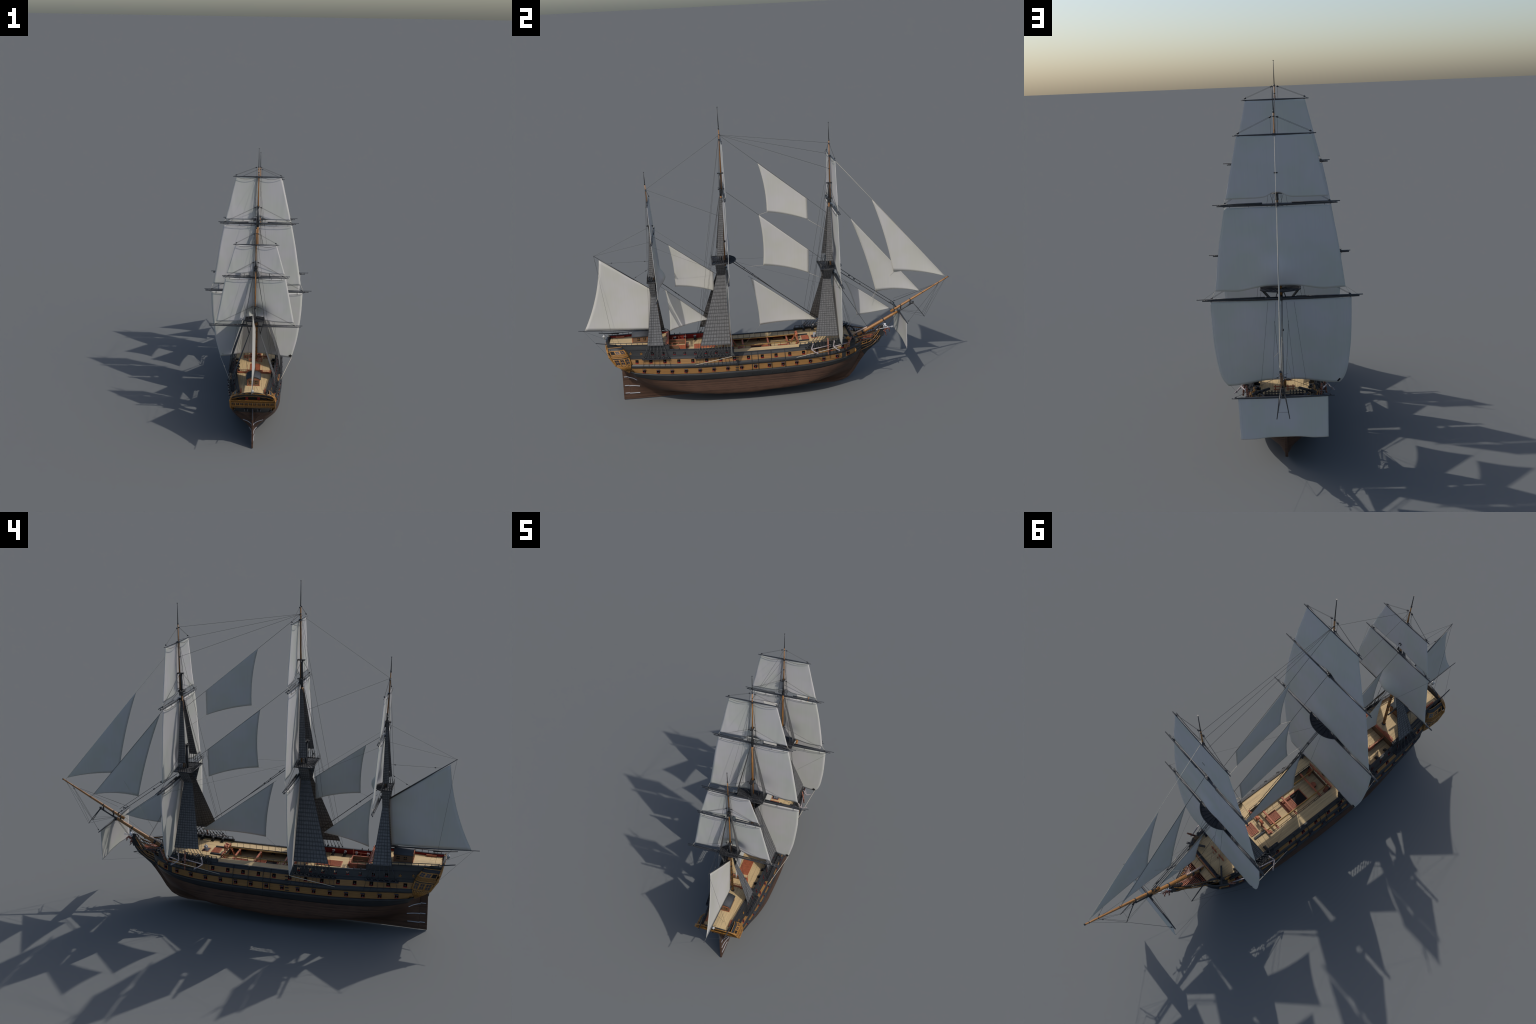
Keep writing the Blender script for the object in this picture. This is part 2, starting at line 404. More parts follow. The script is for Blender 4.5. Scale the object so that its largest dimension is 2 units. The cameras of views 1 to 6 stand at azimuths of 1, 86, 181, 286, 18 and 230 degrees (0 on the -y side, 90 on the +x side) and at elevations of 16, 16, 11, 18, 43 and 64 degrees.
# brown bottom: fractions of the wale half breadth at heights t between rabbet and wale
TT = np.array([0, 0.08, 0.20, 0.28, 0.36, 0.45, 0.55, 0.70, 0.85, 1.0])
FY = [-0.90, -0.757, -0.735, -0.69, -0.62, -0.50, -0.435, -0.36, -0.283, -0.10, 0.026, 0.12, 0.18, 0.25, 0.30, 0.40, 0.46, 0.49, 0.522]
FR = [[0.05, 0.05, 0.05, 0.05, 0.05, 0.055, 0.06, 0.10, 0.28, 1], [0.05, 0.05, 0.05, 0.05, 0.055, 0.06, 0.08, 0.16, 0.38, 1], [0.05, 0.05, 0.055, 0.065, 0.08, 0.11, 0.16, 0.31, 0.57, 1], [0.05, 0.06, 0.085, 0.11, 0.15, 0.22, 0.34, 0.58, 0.81, 1], [0.045, 0.07, 0.13, 0.20, 0.31, 0.45, 0.61, 0.81, 0.93, 1],
      [0.04, 0.055, 0.20, 0.38, 0.58, 0.79, 0.92, 0.975, 0.995, 1], [0.04, 0.06, 0.20, 0.47, 0.74, 0.93, 0.98, 0.995, 1, 1], [0.04, 0.10, 0.38, 0.67, 0.92, 0.98, 1, 1, 1, 1], [0.04, 0.18, 0.60, 0.88, 0.965, 0.99, 1, 1, 1, 1],
      [0.04, 0.29, 0.71, 0.945, 0.985, 1, 1, 1, 1, 1], [0.04, 0.14, 0.52, 0.80, 0.965, 0.99, 1, 1, 1, 1], [0.04, 0.12, 0.38, 0.68, 0.92, 0.98, 1, 1, 1, 1], [0.04, 0.11, 0.29, 0.57, 0.86, 0.955, 0.99, 1, 1, 1],
      [0.04, 0.09, 0.20, 0.42, 0.67, 0.87, 0.95, 0.985, 1, 1], [0.04, 0.08, 0.20, 0.36, 0.55, 0.74, 0.87, 0.955, 0.99, 1], [0.04, 0.10, 0.18, 0.28, 0.39, 0.51, 0.63, 0.80, 0.92, 1], [0.05, 0.12, 0.24, 0.33, 0.41, 0.50, 0.60, 0.76, 0.89, 1],
      [0.08, 0.17, 0.30, 0.39, 0.47, 0.56, 0.65, 0.79, 0.91, 1], [0.3, 0.4, 0.5, 0.55, 0.6, 0.67, 0.74, 0.85, 0.95, 1]]
ftt = [pchip(FY, [r[j] for r in FR]) for j in range(len(TT))]
tfine = np.linspace(0, 1, 21)
ysb = np.concatenate([np.linspace(-0.86, -0.712, 22)[:-1], np.linspace(-0.712, 0.522, 106)])
P = []
for y in ysb:
    yp = y if y >= -0.712 else -0.712 + (y + 0.712) * 0.045 / 0.148
    zk, zb, hb = float(f_keel(yp)), float(fZ["bb"](y)), float(fH["bb"](y))
    fr = pchip(TT, [float(f(yp)) for f in ftt])(tfine)
    P.append([(max(0.0043, hb * f), yp, zk + (zb - zk) * t) for t, f in zip(tfine, fr)])
o_ = len(hull.v); k_ = len(tfine)
hull.add(P[0] + [(-x, y, z) for x, y, z in P[0][::-1]], [tuple(range(2 * k_))[::-1]])
half_v, half_f, half_s = hull.v, hull.f, hull.sm
hull = B()
hull.grid(P, True, True)
hull.mirror()
hull.add(half_v, half_f)
HULL = hull.make("hull", "hull_oak")
P_HULL = P

def side(rows, ys, ports=(), hw=0, prow=None, smooth=True, bulge=None):
    """one strake of planking, port side mirrored; rows = list of (z function, half-breadth offset)"""
    b = B()
    G = np.array([[(H(y, zf(y)) + off, remap(y, zf(y)), zf(y)) for zf, off in rows] for y in ys])
    n, m = G.shape[:2]
    faces = []
    for i in range(n - 1):
        mid = (ys[i] + ys[i + 1]) / 2
        for j in range(m - 1):
            if prow is not None and j == prow and any(abs(mid - p) < hw for p in ports): continue
            faces.append((i * m + j, i * m + j + 1, (i + 1) * m + j + 1, (i + 1) * m + j)[::-1])
    b.add(G.reshape(-1, 3), faces, smooth)
    return b.mirror()

def lvl(a, b, t):
    return lambda y: float(fZ[a](y)) * (1 - t) + float(fZ[b](y)) * t

# lower wale: swells out below the lower gun strake, closing with a ledge
ys = ysamples([], 0)
side([(lvl("bb", "lyb", t), o) for t, o in [(0, -0.0008), (0.02, 0.001), (0.25, 0.003), (0.5, 0.0055), (0.75, 0.0078), (0.88, 0.0082), (0.96, 0.0065), (1.0, -0.001)]], ys).make("wale", "black_paint", HULL)
# lower gun strake (yellow) broken near the bow by a black band
HW = 0.0081; HQ = 0.0062
ys = ysamples(P_LOW, HW, hi=0.384)
side([(lvl("lyb", "lyt", 0), -0.0005), (lambda y: float(zlow(y)) - HW, 0), (lambda y: float(zlow(y)) + HW, 0), (lvl("lyb", "lyt", 1), 0)], ys, P_LOW, HW, 1).make("gun_strake", "ochre_paint", HULL)
ysx = np.linspace(0.384, 0.406, 6)
side([(lvl("lyb", "lyt", 0), -0.0005), (lvl("lyb", "lyt", 0.5), 0.0), (lvl("lyb", "lyt", 1), 0)], ysx).make("bow_band", "black_paint", HULL)
ysx = ysamples([0.4195], HW, lo=0.406, hi=0.462, n=10)
side([(lvl("lyb", "lyt", 0), -0.0005), (lambda y: float(zlow(y)) - HW, 0), (lambda y: float(zlow(y)) + HW, 0), (lvl("lyb", "lyt", 1), 0)], ysx, [0.4195], HW, 1).make("gun_strake", "ochre_paint", HULL)
ysx = np.linspace(0.462, 0.522, 10)
side([(lvl("lyb", "lyt", 0), -0.0005), (lvl("lyb", "lyt", 0.5), 0.0), (lvl("lyb", "lyt", 1), 0)], ysx).make("bow_band", "black_paint", HULL)
# middle wale, half round
ys = ysamples([], 0)
side([(lvl("lyt", "uyb", t), o) for t, o in [(0, -0.0005), (0.03, 0.003), (0.2, 0.0048), (0.45, 0.0055), (0.7, 0.0046), (0.9, 0.0022), (1.0, -0.0005)]], ys).make("wale", "black_paint", HULL)
# middle gun strake
ys = ysamples(P_MID, HW, hi=0.43)
side([(lvl("uyb", "uyt", 0), 0), (lambda y: float(zmid(y)) - HW, 0), (lambda y: float(zmid(y)) + HW, 0), (lvl("uyb", "uyt", 1), 0)], ys, P_MID, HW, 1).make("gun_strake", "ochre_paint", HULL)
ysx = np.linspace(0.43, 0.4620, 8)
side([(lvl("uyb", "uyt", 0), 0), (lvl("uyb", "uyt", 0.5), 0.0), (lvl("uyb", "uyt", 1), 0)], ysx).make("bow_band", "black_paint", HULL)
# black topside with a moulding
ys = ysamples([], 0, hi=0.462)
side([(lvl("uyt", "w", t), o) for t, o in [(0, 0.0), (0.02, 0.0022), (0.16, 0.0022), (0.2, 0.0005), (0.82, 0.0005), (0.86, 0.0024), (0.98, 0.0024), (1.0, 0.0)]], ys, smooth=False).make("topside", "black_paint", HULL)

def open_strake(a, b, ys, ports, hw, zf, name, mat, thick, inner, inner_base):
    """bulwark with real port openings, an inner lining and a cap"""
    lo, hi = (lambda y: float(zf(y)) - hw), (lambda y: float(zf(y)) + hw)
    side([(lvl(a, b, 0), 0), (lo, 0), (hi, 0), (lvl(a, b, 1), 0)], ys, ports, hw, 1).make(name, mat, HULL)
    bb_ = side([(inner_base, -thick), (lo, -thick), (hi, -thick), (lvl(a, b, 1), -thick)], ys, ports, hw, 1)
    bb_.f = [f[::-1] for f in bb_.f]
    bb_.make("bulwark_lining", inner, HULL)

def cap_rail(zf, ys, w, t, out=0.002, lift=0.0):
    b = B()
    prof = lambda x, y, z: [(x + out, y, z + lift), (x + out, y, z + lift + t), (x + out - w, y, z + lift + t), (x + out - w, y, z + lift), (x + out, y, z + lift)]
    b.grid([prof(H(y, zf(y)), remap(y, zf(y)), zf(y)) for y in ys], False)
    k = len(ys)
    b.f.append((0, 1, 2, 3)); b.sm.append(False); b.f.append(((k - 1) * 5 + 3, (k - 1) * 5 + 2, (k - 1) * 5 + 1, (k - 1) * 5)); b.sm.append(False)
    return b.mirror()

zqd_deck = pchip([-0.56, -0.50, -0.39, -0.19], [0.2815, 0.2790, 0.2740, 0.2712])
ys = ysamples(P_QD + W_QD, HQ, lo=-0.86, hi=-0.190, n=50)
open_strake("w", "cap", ys, P_QD + W_QD, HQ, zqd, "quarterdeck_bulwark", "black_paint", 0.006, "bulwark_red", lambda y: min(float(zqd_deck(max(y, -0.56))) - 0.002, float(zqd(y)) - HQ - 0.001))
cap_rail(fZ["cap"], np.linspace(-0.86, -0.190, 40), 0.0105, 0.003).make("rail_cap", "black_wood", HULL)
# waist cap and forecastle bulwark
cap_rail(fZ["w"], np.linspace(-0.190, 0.160, 24), 0.008, 0.0022).make("rail_cap", "black_wood", HULL)
ys = np.linspace(0.160, 0.452, 24)
side([(lvl("w", "cap", 0), 0), (lvl("w", "cap", 0.5), 0), (lvl("w", "cap", 1), 0)], ys).make("forecastle_bulwark", "black_paint", HULL)
b = side([(lvl("w", "cap", -0.3), -0.005), (lvl("w", "cap", 1), -0.005)], ys); b.f = [f[::-1] for f in b.f]; b.make("bulwark_lining", "black_paint", HULL)
cap_rail(fZ["cap"], np.linspace(0.160, 0.452, 20), 0.009, 0.0028).make("rail_cap", "black_wood", HULL)
# poop bulwark
ys = np.linspace(-0.86, -0.525, 30)
side([(lvl("cap", "poop", t), o) for t, o in [(0, 0), (0.1, 0.0), (0.93, 0.0), (0.95, 0.002), (1.0, 0.002)]], ys, smooth=False).make("poop_bulwark", "black_paint", HULL)
b = side([(lvl("cap", "poop", 0.45), -0.005), (lvl("cap", "poop", 1), -0.005)], ys); b.f = [f[::-1] for f in b.f]; b.make("bulwark_lining", "bulwark_red", HULL)
cap_rail(fZ["poop"], ys, 0.0085, 0.0025, 0.0025).make("rail_cap", "black_wood", HULL)
# bulkhead closing the bulwark ends at the breaks
b = B()
for y0, za, zb in [(-0.190, 0.2712, float(fZ["cap"](-0.19))), (-0.525, float(fZ["cap"](-0.525)), float(fZ["poop"](-0.525))), (0.160, 0.2715, float(fZ["cap"](0.16)))]:
    h = H(y0, (za + zb) / 2)
    b.box((h - 0.004, y0, (za + zb) / 2), (0.009, 0.005, zb - za + 0.003))
b.mirror().make("bulwark_end", "black_wood", HULL)

# gun ports: red lined boxes set into the openings, with black backs
def liner(ports, zf, hw, depth, back, parent, recess=0.0002):
    r, k = B(), B()
    for p in ports:
        z = float(zf(p)); ya, yb = remap(p - hw, z), remap(p + hw, z)
        xa, xb = H(p - hw, z) , H(p + hw, z)
        C = lambda y, x, dz, dd: (x - dd, y, z + dz)
        xl = H(p, z - hw) - H(p, z); xh = H(p, z + hw) - H(p, z)
        o = [C(ya, xa + xl, -hw, -recess), C(yb, xb + xl, -hw, -recess), C(yb, xb + xh, hw, -recess), C(ya, xa + xh, hw, -recess)]
        i = [C(ya, xa + xl, -hw, depth), C(yb, xb + xl, -hw, depth), C(yb, xb + xh, hw, depth), C(ya, xa + xh, hw, depth)]
        r.add(o + i, [(0, 1, 5, 4), (1, 2, 6, 5), (2, 3, 7, 6), (3, 0, 4, 7)])
        # sill and frame lip, proud of the planking
        r.beam((xa + xl + 0.0006, ya - 0.001, z - hw - 0.0009), (xb + xl + 0.0006, yb + 0.001, z - hw - 0.0009), 0.0022, 0.0018)
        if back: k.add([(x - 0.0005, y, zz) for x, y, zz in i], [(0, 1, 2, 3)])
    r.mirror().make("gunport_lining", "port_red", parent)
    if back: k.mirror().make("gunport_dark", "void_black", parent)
liner(P_LOW, zlow, HW, 0.012, True, HULL)
liner(P_MID, zmid, HW, 0.012, True, HULL)
liner(P_QD, zqd, HQ, 0.0062, False, HULL)
# quarter lights (yellow cross bars over dark glass)
g, q = B(), B()
for p in W_QD:
    z = float(zqd(p)); x = H(p, z); yy = remap(p, z)
    g.box((x - 0.003, yy, z), (0.001, 2 * HQ + 0.001, 2 * HQ + 0.001))
    for a, c in [((yy - HQ, z), (yy + HQ, z)), ((yy, z - HQ), (yy, z + HQ))]:
        q.beam((x - 0.0005, a[0], a[1]), (x - 0.0005, c[0], c[1]), 0.0018, 0.0022, (1, 0, 0))
    q.beam((x, yy - HQ, z - HQ), (x, yy + HQ, z - HQ), 0.0025, 0.0022)
g.mirror().make("quarter_light_glass", "glass_dark", HULL); q.mirror().make("quarter_light_bar", "gold_carving", HULL)

# lids of the lower ports, hinged up
lid = B(); lid.box((0.0062, 0, 0), (0.0125, 0.0175, 0.0018)); lid.box((0.006, 0.005, 0.0013), (0.011, 0.0012, 0.0012)); lid.box((0.006, -0.005, 0.0013), (0.011, 0.0012, 0.0012))
lid_me = lid.mesh("gunport_lid", "lead_dark")
lin = B(); lin.box((0.0062, 0, -0.0015), (0.0115, 0.0165, 0.0008)); lin_me = lin.mesh("lid_lining", "port_red")
# guns
gun = B(); gun.lathe((-0.022, 0, 0), (0.016, 0, 0), [(0, 0.0012), (0.02, 0.0026), (0.05, 0.0042), (0.10, 0.0044), (0.36, 0.0040), (0.40, 0.0038), (0.72, 0.0032), (0.86, 0.0029), (0.90, 0.0036), (0.97, 0.0038), (1.0, 0.0032)], 10)
gun_me = gun.mesh("gun", "black_iron")
carr = B()
for s in (-1, 1):
    for k, (x0, x1, h) in enumerate([(-0.022, 0.006, 0.004), (-0.016, 0.006, 0.007), (-0.008, 0.005, 0.0095)]):
        carr.box(((x0 + x1) / 2, s * 0.0048, -0.0105 + h / 2), (x1 - x0, 0.0022, h))
    for x in (-0.018, 0.002):
        carr.lathe((x, s * 0.0045, -0.0105), (x, s * 0.0072, -0.0105), [(0, 0.0032), (1, 0.0032)], 8)
carr.box((-0.008, 0, -0.0085), (0.026, 0.009, 0.002)); carr.box((-0.014, 0, -0.0062), (0.010, 0.006, 0.0025))
carr_me = carr.mesh("gun_carriage", "black_wood")

def yaw_at(y, z):
    d = (H(y + 0.01, z) - H(y - 0.01, z)) / 0.02
    return -math.atan(d)
def put_gun(y, z, out, side_, carriage=False, me=gun_me, name="gun"):
    x = H(y, z)
    M = Matrix.Translation((side_ * (x + out - 0.016), remap(y, z), z)) @ Matrix.Rotation(0 if side_ > 0 else math.pi, 4, "Z")
    ob = place(name, me, M, None)
    if carriage: place("gun_carriage", carr_me, Matrix.Translation((-0.004, 0, 0)), ob)
    return ob
for s in (1, -1):
    for p in P_LOW:
        z = float(zlow(p)); put_gun(p, z - 0.0025, 0.0075, s)
        a = yaw_at(p, z) * s
        M = Matrix.Translation((s * (H(p, z + HW) - 0.001), remap(p, z), z + HW + 0.0012)) @ Matrix.Rotation((math.pi if s < 0 else 0) - a * 1.0 * (1 if s > 0 else 1), 4, "Z") @ Matrix.Rotation(-0.12, 4, "Y")
        o = place("gunport_lid", lid_me, M, HULL); place("lid_lining", lin_me, Matrix.Identity(4), o)
    for p in P_MID: put_gun(p, float(zmid(p)) - 0.0015, 0.004 , s, -0.2 < p < 0.15)
    for p in P_QD: put_gun(p, float(zqd(p)) - 0.0005, 0.0065, s, p > -0.51)
    for p in (0.213, 0.262, 0.318, 0.372): put_gun(p, 0.2885 + 0.02 * (p - 0.2), 0.011, s, True)

# ----------------------------------------------------------------------------
# keel, stem, rudder, transom
# ----------------------------------------------------------------------------
def plate(poly, t, taper=None):
    """flat timber cut to a y-z outline, thickness t(x)"""
    b = B(); n = len(poly)
    vs = [(t / 2, y, z) for y, z in poly] + [(-t / 2, y, z) for y, z in poly]
    b.add(vs, [tuple(range(n))[::-1], tuple(range(n, 2 * n))] + [(i, (i + 1) % n, n + (i + 1) % n, n + i) for i in range(n)])
    return b
b = plate([(-0.7575, 0.0), (0.36, 0.0015), (0.405, 0.0095), (0.43, 0.022), (0.45, 0.052), (0.43, 0.052), (0.36, 0.020), (-0.70, 0.016), (-0.745, 0.05), (-0.752, 0.175), (-0.7575, 0.175)], 0.0085)
bevel(b.make("keel", "hull_oak", HULL), 0.0008)
b = plate([(0.425, 0.019), (0.4435, 0.030), (0.470, 0.061), (0.4985, 0.107), (0.5205, 0.138), (0.530, 0.1505), (0.508, 0.190), (0.485, 0.150), (0.465, 0.105), (0.44, 0.06)], 0.0115)
bevel(b.make("stem", "hull_oak", HULL), 0.001)
b = plate([(0.530, 0.1500), (0.5455, 0.1695), (0.579, 0.197), (0.608, 0.2175), (0.627, 0.245), (0.637, 0.278), (0.637, 0.302), (0.625, 0.309), (0.612, 0.290), (0.595, 0.268), (0.56, 0.247), (0.52, 0.243), (0.49, 0.245), (0.49, 0.18), (0.508, 0.1895)], 0.012)
bevel(b.make("head_knee", "black_paint", HULL), 0.001)
b = plate([(-0.7569, 0.0012), (-0.794, 0.0), (-0.7905, 0.165), (-0.786, 0.195), (-0.772, 0.235), (-0.758, 0.235), (-0.7569, 0.17)], 0.0088)
bevel(b.make("rudder", "hull_oak", HULL), 0.001)
b = B()
for za, yf, xf in [(0.1305, -0.711, 0.032), (0.0795, -0.702, 0.0125), (0.0355, -0.7055, 0.0085)]:
    b.beam((0.0055, -0.784, za + 0.0025), (0.0055, -0.760, za + 0.0025), 0.004, 0.0036)
    xs_ = lambda y, P_=None: (P_ := min(((abs(r[0][1] - y), r) for r in P_HULL), key=lambda q: q[0])) and max(0.0055, float(np.interp(za, [q[2] for q in P_[1]], [q[0] for q in P_[1]]))) + 0.0006
    pts = [(xs_(y), y, za) for y in np.linspace(-0.760, yf, 6)]
    for i in range(5): b.beam(pts[i], pts[i + 1], 0.004, 0.0036)
b.mirror().make("rudder_strap", "iron_grey", HULL)
b = B(); b.beam((0.0, -0.790, 0.168), (0.0, -0.800, 0.238), 0.0055, 0.0065); b.make("rudder_head", "lead_dark", HULL)
# counter
b = B()
zs = np.linspace(0.1965, 0.252, 12)
fc = pchip([0.1965, 0.204, 0.225, 0.25], [0.072, 0.084, 0.091, 0.098])
b.grid([[(x * float(fc(z)), float(f_stern(z)) - 0.002 * (1 - abs(x) ** 3), z) for x in np.linspace(-1, 1, 13)] for z in zs], True, True)
b.make("counter", "black_paint", HULL)
b = B()
for s in (-1, 1):
    b.box((s * 0.036, -0.795, 0.2275), (0.014, 0.004, 0.012)); 
b.make("stern_port", "void_black", HULL)
b = B()
for s in (-1, 1):
    for d in (-0.0075, 0.0075): b.beam((s * 0.036 + d, -0.7925, 0.219), (s * 0.036 + d, -0.803, 0.234), 0.0012, 0.0015)
b.make("stern_port_frame", "iron_grey", HULL)

# ----------------------------------------------------------------------------
# stern gallery
# ----------------------------------------------------------------------------
ysn = lambda z: float(f_stern(z)) - 0.004
def crown(x): return 1 - (x / 0.12) ** 2
STN = B(); LTS = B(); PAN = B(); DRK = B(); BAL = B()
def strip(bt, z0, z1, half, out, thick=0.006, n=12, arch=0.0, half1=None):
    """a moulding across the stern, slightly bowed aft"""
    half1 = half if half1 is None else half1
    rows = []
    for x in np.linspace(-1, 1, n + 1):
        c = 0.004 * (1 - x * x)
        a0, a1 = arch * (1 - x * x), arch * (1 - x * x)
        y0, y1 = ysn(z0) - out - c, ysn(z1) - out - c
        rows.append([(x * half, y0, z0 + a0), (x * half1, y1, z1 + a1), (x * half1, y1 + thick, z1 + a1), (x * half, y0 + thick, z0 + a0), (x * half, y0, z0 + a0)])
    bt.grid(rows, False)
    bt.add([rows[0][i] for i in range(4)], [(3, 2, 1, 0)]); bt.add([rows[-1][i] for i in range(4)], [(0, 1, 2, 3)])
strip(STN, 0.2455, 0.2485, 0.112, 0.001)
strip(DRK, 0.2485, 0.2530, 0.112, 0.000)
strip(STN, 0.2530, 0.2555, 0.115, 0.003)
strip(DRK, 0.2555, 0.2590, 0.117, 0.001)
strip(STN, 0.2590, 0.2620, 0.1195, 0.004)
strip(PAN, 0.2620, 0.2840, 0.1185, -0.0035)
strip(STN, 0.2840, 0.2870, 0.1195, 0.0045)
strip(BAL, 0.2870, 0.2985, 0.1185, 0.0)
strip(STN, 0.2985, 0.3015, 0.1195, 0.0045)
# window row: 10 lights with muntins between pilasters
for k in range(11):
    x = -0.1145 + 0.229 * k / 10
    c = 0.004 * (1 - (x / 0.1185) ** 2)
    STN.beam((x, ysn(0.262) - c + 0.001, 0.262), (x, ysn(0.284) - c + 0.001, 0.284), 0.0050, 0.005)
for k in range(10):
    x = -0.1145 + 0.229 * (k + 0.5) / 10
    c = 0.004 * (1 - (x / 0.1185) ** 2)
    LTS.add([(x + s * 0.0085, ysn(z) - c + 0.0026, z) for s, z in [(-1, 0.2635), (1, 0.2635), (1, 0.2825), (-1, 0.2825)]], [(0, 1, 2, 3)])
    STN.beam((x, ysn(0.263) - c + 0.0020, 0.263), (x, ysn(0.283) - c + 0.0020, 0.283), 0.0013, 0.0014)
    for zz in (0.2728,): STN.beam((x - 0.009, ysn(zz) - c + 0.0020, zz), (x + 0.009, ysn(zz) - c + 0.0020, zz), 0.0014, 0.0013)
    for zz in (0.2635, 0.2828): STN.beam((x - 0.009, ysn(zz) - c + 0.0015, zz), (x + 0.009, ysn(zz) - c + 0.0015, zz), 0.0018, 0.0022)
# balusters
for k in range(46):
    x = -0.112 + 0.224 * k / 45
    c = 0.004 * (1 - (x / 0.1185) ** 2)
    STN.lathe((x, ysn(0.287) - c - 0.0012, 0.287), (x, ysn(0.2985) - c - 0.0012, 0.2985), [(0, 0.0008), (0.35, 0.0016), (0.6, 0.0007), (1, 0.0011)], 5)
# open walk behind the balustrade: back wall and doors
REC = B(); RD = B()
REC.grid([[(x, ysn(z) + 0.016, z) for z in (0.30, 0.315, 0.332)] for x in np.linspace(-0.105, 0.105, 9)], True)
REC.grid([[(x, y, 0.3005) for y in (ysn(0.30), ysn(0.30) + 0.018)] for x in np.linspace(-0.112, 0.112, 9)], True, True)
for s in (-1, 1): RD.box((s * 0.031, ysn(0.313) + 0.0150, 0.3135), (0.014, 0.004, 0.024))
# arched taffrail: black band between gold mouldings, falling to the quarters
def arch_z(x, zc, drop): return zc - drop * abs(x) ** 2.6
def archband(bt, zc0, d0, h0, zc1, d1, h1, out, thick=0.005, n=28):
    rows = []
    for u in np.linspace(-1, 1, n + 1):
        z0, z1 = arch_z(u, zc0, d0), arch_z(u, zc1, d1)
        c = 0.003 * (1 - u * u)
        y0, y1 = ysn(min(z0, 0.36)) - out - c, ysn(min(z1, 0.36)) - out - c
        rows.append([(u * h0, y0, z0), (u * h1, y1, z1), (u * h1, y1 + thick, z1), (u * h0, y0 + thick, z0), (u * h0, y0, z0)])
    bt.grid(rows, False)
archband(STN, 0.3290, 0.022, 0.112, 0.3312, 0.022, 0.114, 0.002)
archband(DRK, 0.3312, 0.022, 0.114, 0.3475, 0.026, 0.1165, 0.000)
archband(STN, 0.3475, 0.026, 0.1165, 0.3500, 0.0265, 0.1180, 0.003, 0.007)
archband(DRK, 0.3500, 0.0400, 0.100, 0.3555, 0.0400, 0.098, 0.000, 0.008)
# quarter figures running down the stern's edges
for s in (-1, 1):
    pts = curve3([(s * 0.070, ysn(0.352) - 0.001, 0.352), (s * 0.098, ysn(0.338) - 0.003, 0.338), (s * 0.112, ysn(0.322) - 0.004, 0.322), (s * 0.119, ysn(0.303) - 0.005, 0.303), (s * 0.1205, ysn(0.28) - 0.004, 0.28), (s * 0.1190, ysn(0.2455) - 0.003, 0.2455)], 24)
    STN.tube(pts, np.interp(np.linspace(0, 1, 24), [0, 0.3, 0.55, 0.62, 0.7, 1], [0.0016, 0.0026, 0.0034, 0.0048, 0.0030, 0.0030]), 7)
    STN.ball((s * 0.1205, ysn(0.30) - 0.005, 0.2995), (0.0045, 0.005, 0.006))
GAL = STN.make("stern_gallery", "gold_carving", HULL)
PAN.make("gallery_panel", "gold_carving", GAL); DRK.make("gallery_band", "black_paint", GAL); LTS.make("gallery_glass", "glass_dark", GAL)
BAL.make("balustrade_panel", "ochre_paint", GAL); REC.make("stern_walk", "ochre_paint", GAL); RD.make("stern_door", "bulwark_red", GAL)
# close the stern above the walk
b = B(); b.grid([[(x * w, ysn(z) + 0.014, z) for x in np.linspace(-1, 1, 7)] for z, w in [(0.245, 0.098), (0.30, 0.084), (0.335, 0.076)]], True, True); b.make("stern_bulkhead", "black_paint", HULL)

# quarter galleries
gz  = [0.198, 0.210, 0.225, 0.238, 0.2455, 0.2455, 0.249, 0.249, 0.2500, 0.2815, 0.2815, 0.2850, 0.2850, 0.2895, 0.2900, 0.3040, 0.3040, 0.3075, 0.3078, 0.3225, 0.3225, 0.3260, 0.3275, 0.3340, 0.3375]
def q_ya(z): return float(np.interp(z, [0.198, 0.206, 0.220, 0.236, 0.246, 0.285, 0.29, 0.308, 0.324, 0.3375], [-0.745, -0.755, -0.776, -0.798, -0.806, -0.820, -0.823, -0.829, -0.836, -0.843]))
def q_yf(z): return float(np.interp(z, [0.198, 0.246, 0.252, 0.288, 0.307, 0.324, 0.3375], [-0.738, -0.7225, -0.7240, -0.7355, -0.7450, -0.7590, -0.7690]))
def q_out(z): return float(np.interp(z, [0.198, 0.215, 0.238, 0.246, 0.29, 0.307, 0.324, 0.335, 0.3375], [0.1035, 0.1085, 0.1155, 0.1195, 0.1185, 0.110, 0.100, 0.090, 0.086]))
ledge = {}
def qpoint(t, z, e=0.0):
    ya, yf = q_ya(z), q_yf(z)
    y = ya + (yf - ya) * t
    xin = H(max(min(y, 0.5), -0.86), z) * 0.99
    xo = q_out(z) + e
    s = min(1.0, ((1 - t) / 0.30)) ** 0.5 if t > 0.70 else 1.0
    return (xin + (max(xo, xin + 0.001) - xin) * (0.12 + 0.88 * s if t < 1 else 0.0), y, z)
tq = np.concatenate([np.linspace(0, 0.7, 6), [0.78, 0.85, 0.91, 0.96, 1.0]])
b = B(); b.grid([[qpoint(t, z, ledge.get(i, 0)) for t in tq] for i, z in enumerate(gz[:22])], False, False); b.mirror()
QG = b.make("quarter_gallery", "gallery_brown", HULL)
b = B()        # mouldings, rails and pilasters
tm_ = np.linspace(0, 1, 14)
for z, r in ((0.2385, 0.0016), (0.2475, 0.0022), (0.2815, 0.0018), (0.2895, 0.0022), (0.3050, 0.0020), (0.3235, 0.0022), (0.3375, 0.0017)): b.tube([qpoint(t, z, 0.0008) for t in tm_], r, 6)
for z0, z1, ts in ((0.248, 0.282, (0.03, 0.37, 0.665, 0.945)), (0.306, 0.323, (0.02, 0.32, 0.64, 0.945))):
    for t in ts: b.tube([qpoint(t, z, 0.0004) for z in np.linspace(z0, z1, 4)], 0.0026, 6)
b.mirror().make("gallery_moulding", "gold_carving", QG)
